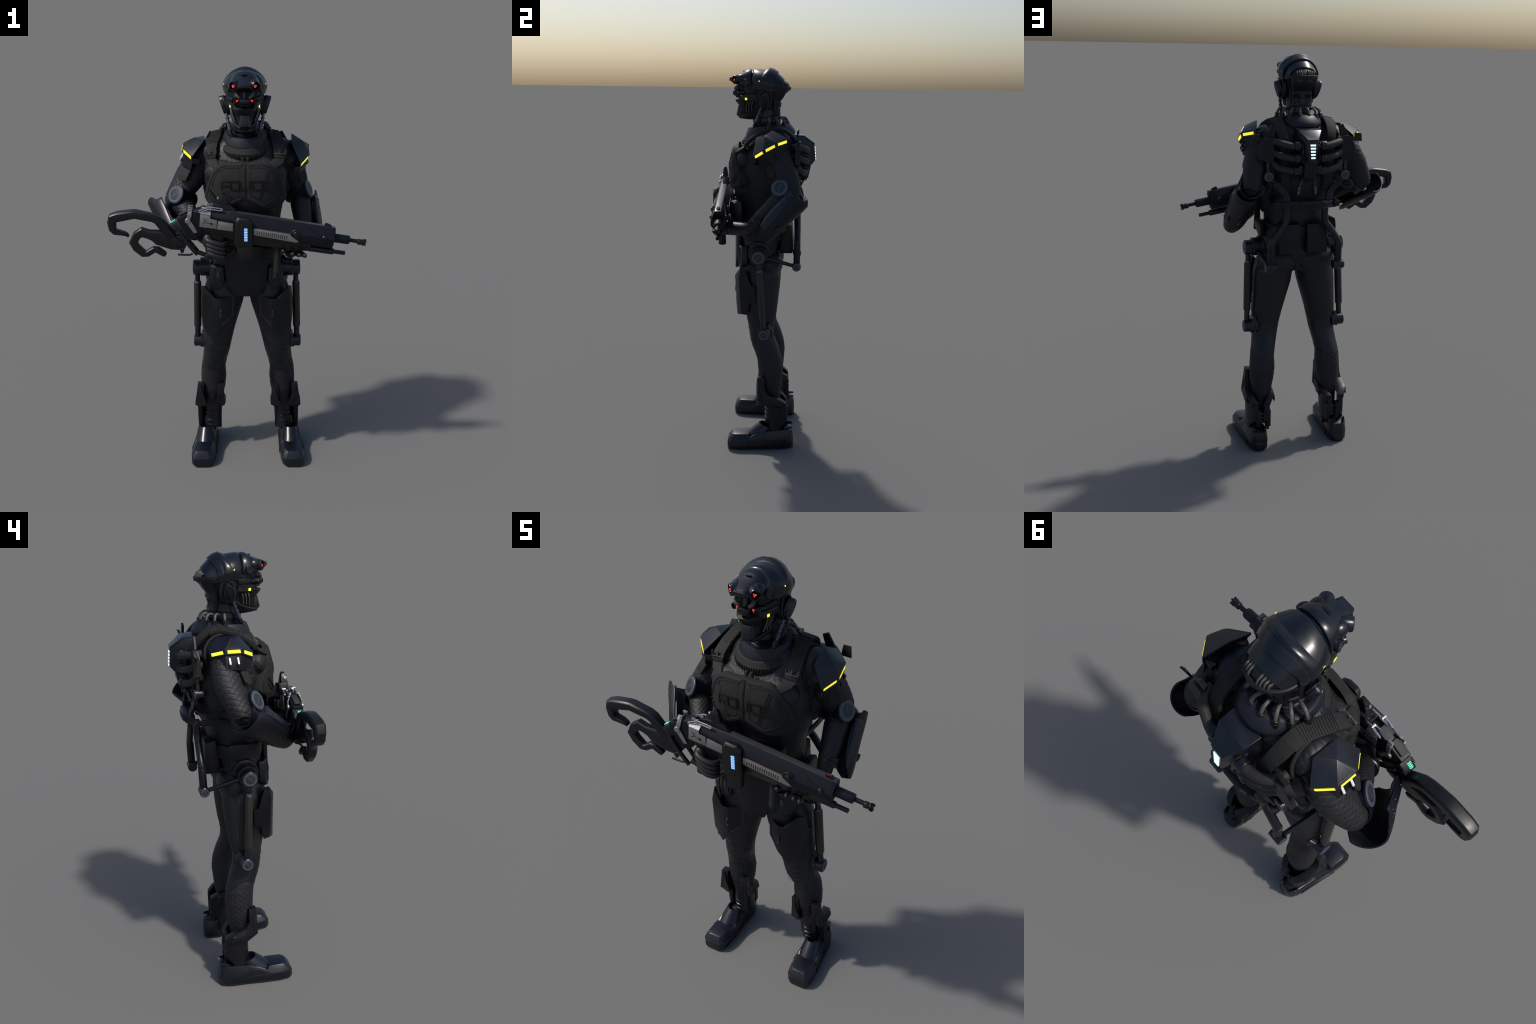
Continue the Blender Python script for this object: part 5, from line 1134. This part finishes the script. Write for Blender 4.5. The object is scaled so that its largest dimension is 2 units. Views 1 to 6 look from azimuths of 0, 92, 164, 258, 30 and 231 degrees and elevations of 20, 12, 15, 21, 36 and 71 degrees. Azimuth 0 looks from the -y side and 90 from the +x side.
    b = B(); b.hull([(x, y, z) for y in (-0.020, -0.049) for x, z in ((0.008, -0.07), (0.078, -0.058), (0.085, -0.125), (0.076, -0.135), (0.018, -0.145))]); b.obj('magazine_body', M_BLACK, mg, 0.002)
    b = B(); b.bar([(0.012, -0.0495, -0.085), (0.022, -0.0495, -0.138), (0.072, -0.0495, -0.130)], 0.0015, 0.001, lambda q: (0, -1, 0)); b.bar([(0.072, -0.0545, 0.046), (0.066, -0.0545, -0.04), (0.03, -0.0545, -0.064), (0.006, -0.0545, -0.058)], 0.0014, 0.001, lambda q: (0, -1, 0)) if False else None
    b.obj('magazine_trim', M_PLATE, mg)
    ux = V((0.986, 0, 0.16)); uz = V((0.163, 0, -0.987))
    for i in range(8):
        c = V((0.0335, -0.0545, 0.0185)) + uz * (0.0078 * i) - V((0, 0, 0))
        b = B(); b.box(c, (0.0150, 0.0022, 0.0048), (ux, V((0, 1, 0)), -uz)); b.obj('light_bar', M_BLUE, mg)
    # barrels
    b = B(); b.stack((0.425, 0.004, 0.0185), (1, 0, 0), [(0, 0.0205), (0.083, 0.0205), (0.090, 0.018), (0.091, 0.009), (0.165, 0.009), (0.166, 0.0001)], 28); br = b.obj('barrel', M_GUN, R)
    b = B(); b.stack((0.553, 0.004, 0.0165), (1, 0, 0), [(0, 0.011), (0.002, 0.0135), (0.018, 0.0135), (0.019, 0.011), (0.022, 0.011), (0.023, 0.0155), (0.029, 0.0155), (0.030, 0.008), (0.02, 0.007)], 20)
    for i in range(5):
        a = 2 * math.pi * i / 5; b.box((0.587, 0.004 + 0.0125 * math.cos(a), 0.0165 + 0.0125 * math.sin(a)), (0.012, 0.006, 0.006))
    b.obj('muzzle_brake', M_BLACK, br, 0.0008)
    b = B(); b.stack((0.33, 0.002, -0.046), (1, 0, 0), [(0, 0.010), (0.01, 0.015), (0.118, 0.015), (0.124, 0.012), (0.124, 0.0095), (0.176, 0.0095), (0.176, 0.006), (0.165, 0.006)], 20); b.obj('lower_tube', M_BLACK, R, 0.0)
    b = B(); b.hull([(x, y, z) for y in (-0.014, 0.014) for x, z in ((0.20, -0.05), (0.34, -0.03), (0.34, -0.055), (0.23, -0.070))]); b.obj('fore_end', M_BLACK, R, 0.002)
    # vertical foregrip
    b = B(); b.hull([gp for gp in ()]) if False else None
    x_, y_ = 0.198, 0.014
    p0 = V((0.19, 0.004, -0.05)); dn = V((-GZ.x * 0, 0, 0))
    wd = V((GX.z, GY.z, GZ.z)) * -1.0            # world down in rifle axes
    b.stack(p0, wd, [(0, 0.016), (0.06, 0.0165), (0.118, 0.0195), (0.134, 0.0195), (0.138, 0.016)], 12); b.obj('foregrip', M_VEST, R, 0.001)
    # sights
    b = B(); b.box((0.405, 0, 0.074), (0.030, 0.016, 0.006)); b.box((0.398, 0.006, 0.079), (0.016, 0.004, 0.008)); b.box((0.398, -0.006, 0.079), (0.016, 0.004, 0.008)); b.cyl((0.412, -0.009, 0.077), (0.412, 0.009, 0.077), 0.004, n=12); fs_ = b.obj('front_sight', M_BLACK, R, 0.0008)
    b = B(); b.box((0.400, 0, 0.0795), (0.014, 0.0028, 0.004)); b.obj('sight_fiber', M_ORANGE, fs_)
    b = B(); b.hull([(x, y, z) for x, w, z in ((-0.128, 0.022, 0.066), (-0.045, 0.022, 0.066), (-0.125, 0.020, 0.106), (-0.050, 0.016, 0.106), (-0.010, 0.018, 0.076)) for y in (w + 0.012, -w + 0.012)]); b.hull([(x, y, z) for x, w, z in ((-0.112, 0.016, 0.104), (-0.055, 0.014, 0.104), (-0.10, 0.009, 0.146), (-0.075, 0.009, 0.148)) for y in (w + 0.004, -w + 0.004)]); b.box((-0.086, 0.004, 0.151), (0.014, 0.014, 0.007))
    rs = b.obj('rear_sight', M_BLACK, R, 0.0015)
    b = B(); b.stack((-0.106, 0, 0.126), (-1, 0, 0), [(0, 0.007), (0.006, 0.007), (0.007, 0.005)], 16); b.obj('sight_lens', M_CHROME, rs)
    # charging handles: slotted bright levers either side
    for s in (-1, 1):
        b = B(); y = s * 0.026
        b.tube([(-0.184, y, 0.062), (-0.150, y, 0.084), (-0.146, y, 0.086), (-0.088, y, 0.088), (-0.084, y, 0.083), (-0.090, y, 0.078), (-0.143, y, 0.076), (-0.178, y, 0.056), (-0.184, y, 0.060)], 0.0028, 8, 3)
        b.cyl((-0.148, s * 0.014, 0.081), (-0.148, s * 0.030, 0.081), 0.006, n=14); b.box((-0.158, s * 0.014, 0.078), (0.034, 0.006, 0.006))
        b.obj('charging_handle', M_CHROME, R)
    # rear housing wedge
    b = B(); b.hull([(x, y, z) for x, w, z in ((-0.175, 0.027, 0.062), (-0.165, 0.020, 0.078), (-0.215, 0.022, 0.055), (-0.275, 0.020, 0.012), (-0.17, 0.028, -0.01), (-0.145, 0.022, -0.034), (-0.165, 0.022, -0.062), (-0.205, 0.024, -0.08), (-0.268, 0.024, -0.005)) for y in (w, -w)])
    b.obj('rear_housing', M_GUN, R, 0.002, ang=20)
    b = B(); b.hull([(x, y, z) for x, w, z in ((-0.305, 0.024, -0.030), (-0.294, 0.018, -0.012), (-0.274, 0.024, 0.006), (-0.192, 0.026, -0.068), (-0.215, 0.026, -0.090)) for y in (w, -w)])
    b.xf(Matrix.Translation((0, 0.006, 0))); hb = b.obj('hinge_block', M_BLACK, R, 0.0025, ang=20)
    b = B()
    for i in range(5): b.box((-0.284 + 0.004 * i, -0.0255, -0.020 - 0.004 * i), (0.024, 0.0016, 0.0014), (V((0.7, 0, 0.72)).normalized(), V((0, 1, 0)), V((-0.72, 0, 0.7)).normalized()))
    b.obj('hinge_groove', M_PLATE, hb)
    b = B(); b.box((-0.262, -0.0262, -0.050), (0.018, 0.002, 0.003), (V((0.75, 0, 0.66)).normalized(), V((0, 1, 0)), V((-0.66, 0, 0.75)).normalized())); b.obj('hinge_mark', M_SILVER, hb)
    # folding arm from hinge to grip
    b = B()
    for s in (-1, 1):
        b.tube([(-0.262, s * 0.027, -0.045), (-0.215, s * 0.027, -0.095), (-0.164, s * 0.024, -0.143)], 0.0095, 6, 2)
    b.tube([(-0.168, 0, -0.140), (-0.150, 0, -0.142), (-0.125, 0, -0.148), (-0.064, 0, -0.152), (-0.040, 0, -0.150)], 0.011, 8, 2)
    b.stack((-0.112, -0.026, -0.150), (0, 1, 0), [(0, 0.013), (0.002, 0.0155), (0.05, 0.0155), (0.052, 0.013)], 20)
    fa_ = b.obj('folding_arm', M_BLACK, R, 0.001)
    b = B(); b.ribbon([(-0.044, -0.006, -0.156), (0.008, -0.006, -0.106)], [(-0.7, 0, 0.7), (-0.7, 0, 0.7)], 0.03, 0.010, 1); b.obj('trigger_guard', M_PLATE, R, 0.001)
    b = B(); b.tube([(-0.250, -0.012, -0.160), (-0.200, -0.012, -0.155), (-0.186, -0.012, -0.146)], 0.005, 8, 2); b.obj('catch_rod', M_NAVY, fa_)
    b = B(); b.hull([(x, y, z) for x, w, z in ((-0.125, 0.014, -0.03), (-0.055, 0.014, -0.03), (-0.110, 0.013, -0.145), (-0.060, 0.013, -0.14)) for y in (w, -w)]); b.obj('pistol_grip', M_BLACK, R, 0.006)
    # lever straps (bright) both sides
    for s in (-1, 1):
        b = B(); y = s * 0.029
        b.plate([(-0.232, s * 0.022, 0.052), (-0.214, s * 0.022, 0.058), (-0.214, y, 0.030), (-0.218, y, 0.018), (-0.236, y, 0.018), (-0.232, y, 0.034)], (0, s * 0.004, 0.001))
        b.plate([(-0.236, y, 0.006), (-0.216, y, 0.016), (-0.176, y, -0.036), (-0.192, y, -0.043)], (0, s * 0.0045, 0))
        b.stack((-0.227, y - s * 0.001, 0.011), (0, s, 0), [(0, 0.013), (0.007, 0.013), (0.009, 0.011)], 24)
        lv = b.obj('lever_strap', M_SILVER, R, 0.0008)
        b = B()
        for i in range(3): b.box((-0.2235, s * (0.024 - 0.003 * i), 0.055 + 0.007 * i), (0.020, 0.009, 0.0055))
        b.obj('lever_tip', M_CHROME, lv, 0.0012)
    b = B(); b.box((-0.243, 0, 0.042), (0.060, 0.026, 0.006), (V((0.83, 0, 0.56)).normalized(), V((0, 1, 0)), V((-0.56, 0, 0.83)).normalized())); b.obj('rear_pad', M_HOSE, R, 0.002)
    # green chevrons
    b = B()
    e1 = V((0.74, 0, 0.67)).normalized(); up = V((-0.67, 0, 0.74)).normalized()
    for i in range(4):
        c = V((-0.2985, 0, -0.018)) + e1 * (0.0062 * i) + up * 0.003
        for s in (-1, 1): b.box(c + V((0, s * 0.0035, 0)), (0.003, 0.008, 0.0016), ((e1 + V((0, -s * 0.45, 0))).normalized(), (V((0, 1, 0)) + e1 * s * 0.45).normalized(), up))
    b.obj('chevron_light', M_GREEN, R)
    # skeleton stock: two hooked loops built as beams
    def beam(path, w, h, name, m):
        bb = B(); P = [V((x, 0.010, z)) for x, z in path]; rings = []
        for i, p in enumerate(P):
            t = (P[min(i + 1, len(P) - 1)] - P[max(i - 1, 0)]).normalized(); nr_ = V((-t.z, 0, t.x))
            hh = h[i] / 2 if isinstance(h, (list, tuple)) else h / 2; ww = (w[i] if isinstance(w, (list, tuple)) else w) / 2; c = 0.32
            rings.append([p + nr_ * (a * hh) + V((0, q * ww, 0)) for a, q in ((1, 1 - c), (1 - c, 1), (-1 + c, 1), (-1, 1 - c), (-1, -1 + c), (-1 + c, -1), (1 - c, -1), (1, -1 + c))])
        bb.loft(rings); return bb.obj(name, m, R, 0.001, ang=22)
    up_ = beam([(-0.285, -0.092), (-0.330, -0.045), (-0.361, -0.017), (-0.385, -0.009), (-0.465, -0.004), (-0.485, -0.009), (-0.540, -0.027), (-0.563, -0.038), (-0.564, -0.058), (-0.556, -0.090), (-0.545, -0.100), (-0.510, -0.102), (-0.490, -0.106), (-0.482, -0.114)],
         [0.040, 0.042, 0.046, 0.048, 0.050, 0.050, 0.050, 0.048, 0.046, 0.042, 0.040, 0.036, 0.030, 0.024], [0.052, 0.042, 0.037, 0.035, 0.038, 0.040, 0.044, 0.044, 0.038, 0.032, 0.026, 0.018, 0.014, 0.008], 'stock_upper', M_BLACK)
    beam([(-0.290, -0.104), (-0.350, -0.094), (-0.395, -0.090), (-0.425, -0.084), (-0.446, -0.102), (-0.458, -0.138), (-0.440, -0.162), (-0.405, -0.185), (-0.388, -0.182), (-0.360, -0.158), (-0.345, -0.158), (-0.312, -0.174), (-0.305, -0.178)],
         [0.040, 0.036, 0.036, 0.036, 0.036, 0.036, 0.034, 0.034, 0.034, 0.032, 0.032, 0.028, 0.024], [0.062, 0.058, 0.039, 0.044, 0.039, 0.039, 0.036, 0.032, 0.028, 0.028, 0.028, 0.025, 0.014], 'stock_lower', M_BLACK)
    b = B(); b.hull([(x, y, z) for x, w, z in ((-0.300, 0.020, -0.070), (-0.218, 0.020, -0.105), (-0.219, 0.018, -0.122), (-0.236, 0.016, -0.139), (-0.284, 0.016, -0.143), (-0.312, 0.018, -0.128), (-0.355, 0.017, -0.130), (-0.385, 0.014, -0.108), (-0.320, 0.02, -0.08)) for y in (w, -w)]); b.xf(Matrix.Translation((0, 0.010, 0))); b.obj('stock_block', M_BLACK, R, 0.003)
    b = B(); b.hull([(x, y, z) for x, w, z in ((-0.250, 0.014, -0.130), (-0.222, 0.014, -0.118), (-0.226, 0.010, -0.150), (-0.236, 0.010, -0.154)) for y in (w, -w)]); b.obj('stock_catch', M_NAVY, R, 0.003)
    b = B(); b.plate([(-0.440, -0.0255, 0.004), (-0.385, -0.0245, 0.001), (-0.395, -0.0248, -0.010), (-0.430, -0.0255, -0.008)], (0, -0.0012, 0)); b.xf(Matrix.Translation((0, 0.0105, 0))); b.obj('stock_inlay', M_PLATE, up_)
rifle()

# keep the hierarchy to thing > part > sub-part
def depth(o): return 1 if o.parent is None else 1 + depth(o.parent)
for o in list(sc.objects):
    while depth(o) > 3: o.parent = o.parent.parent
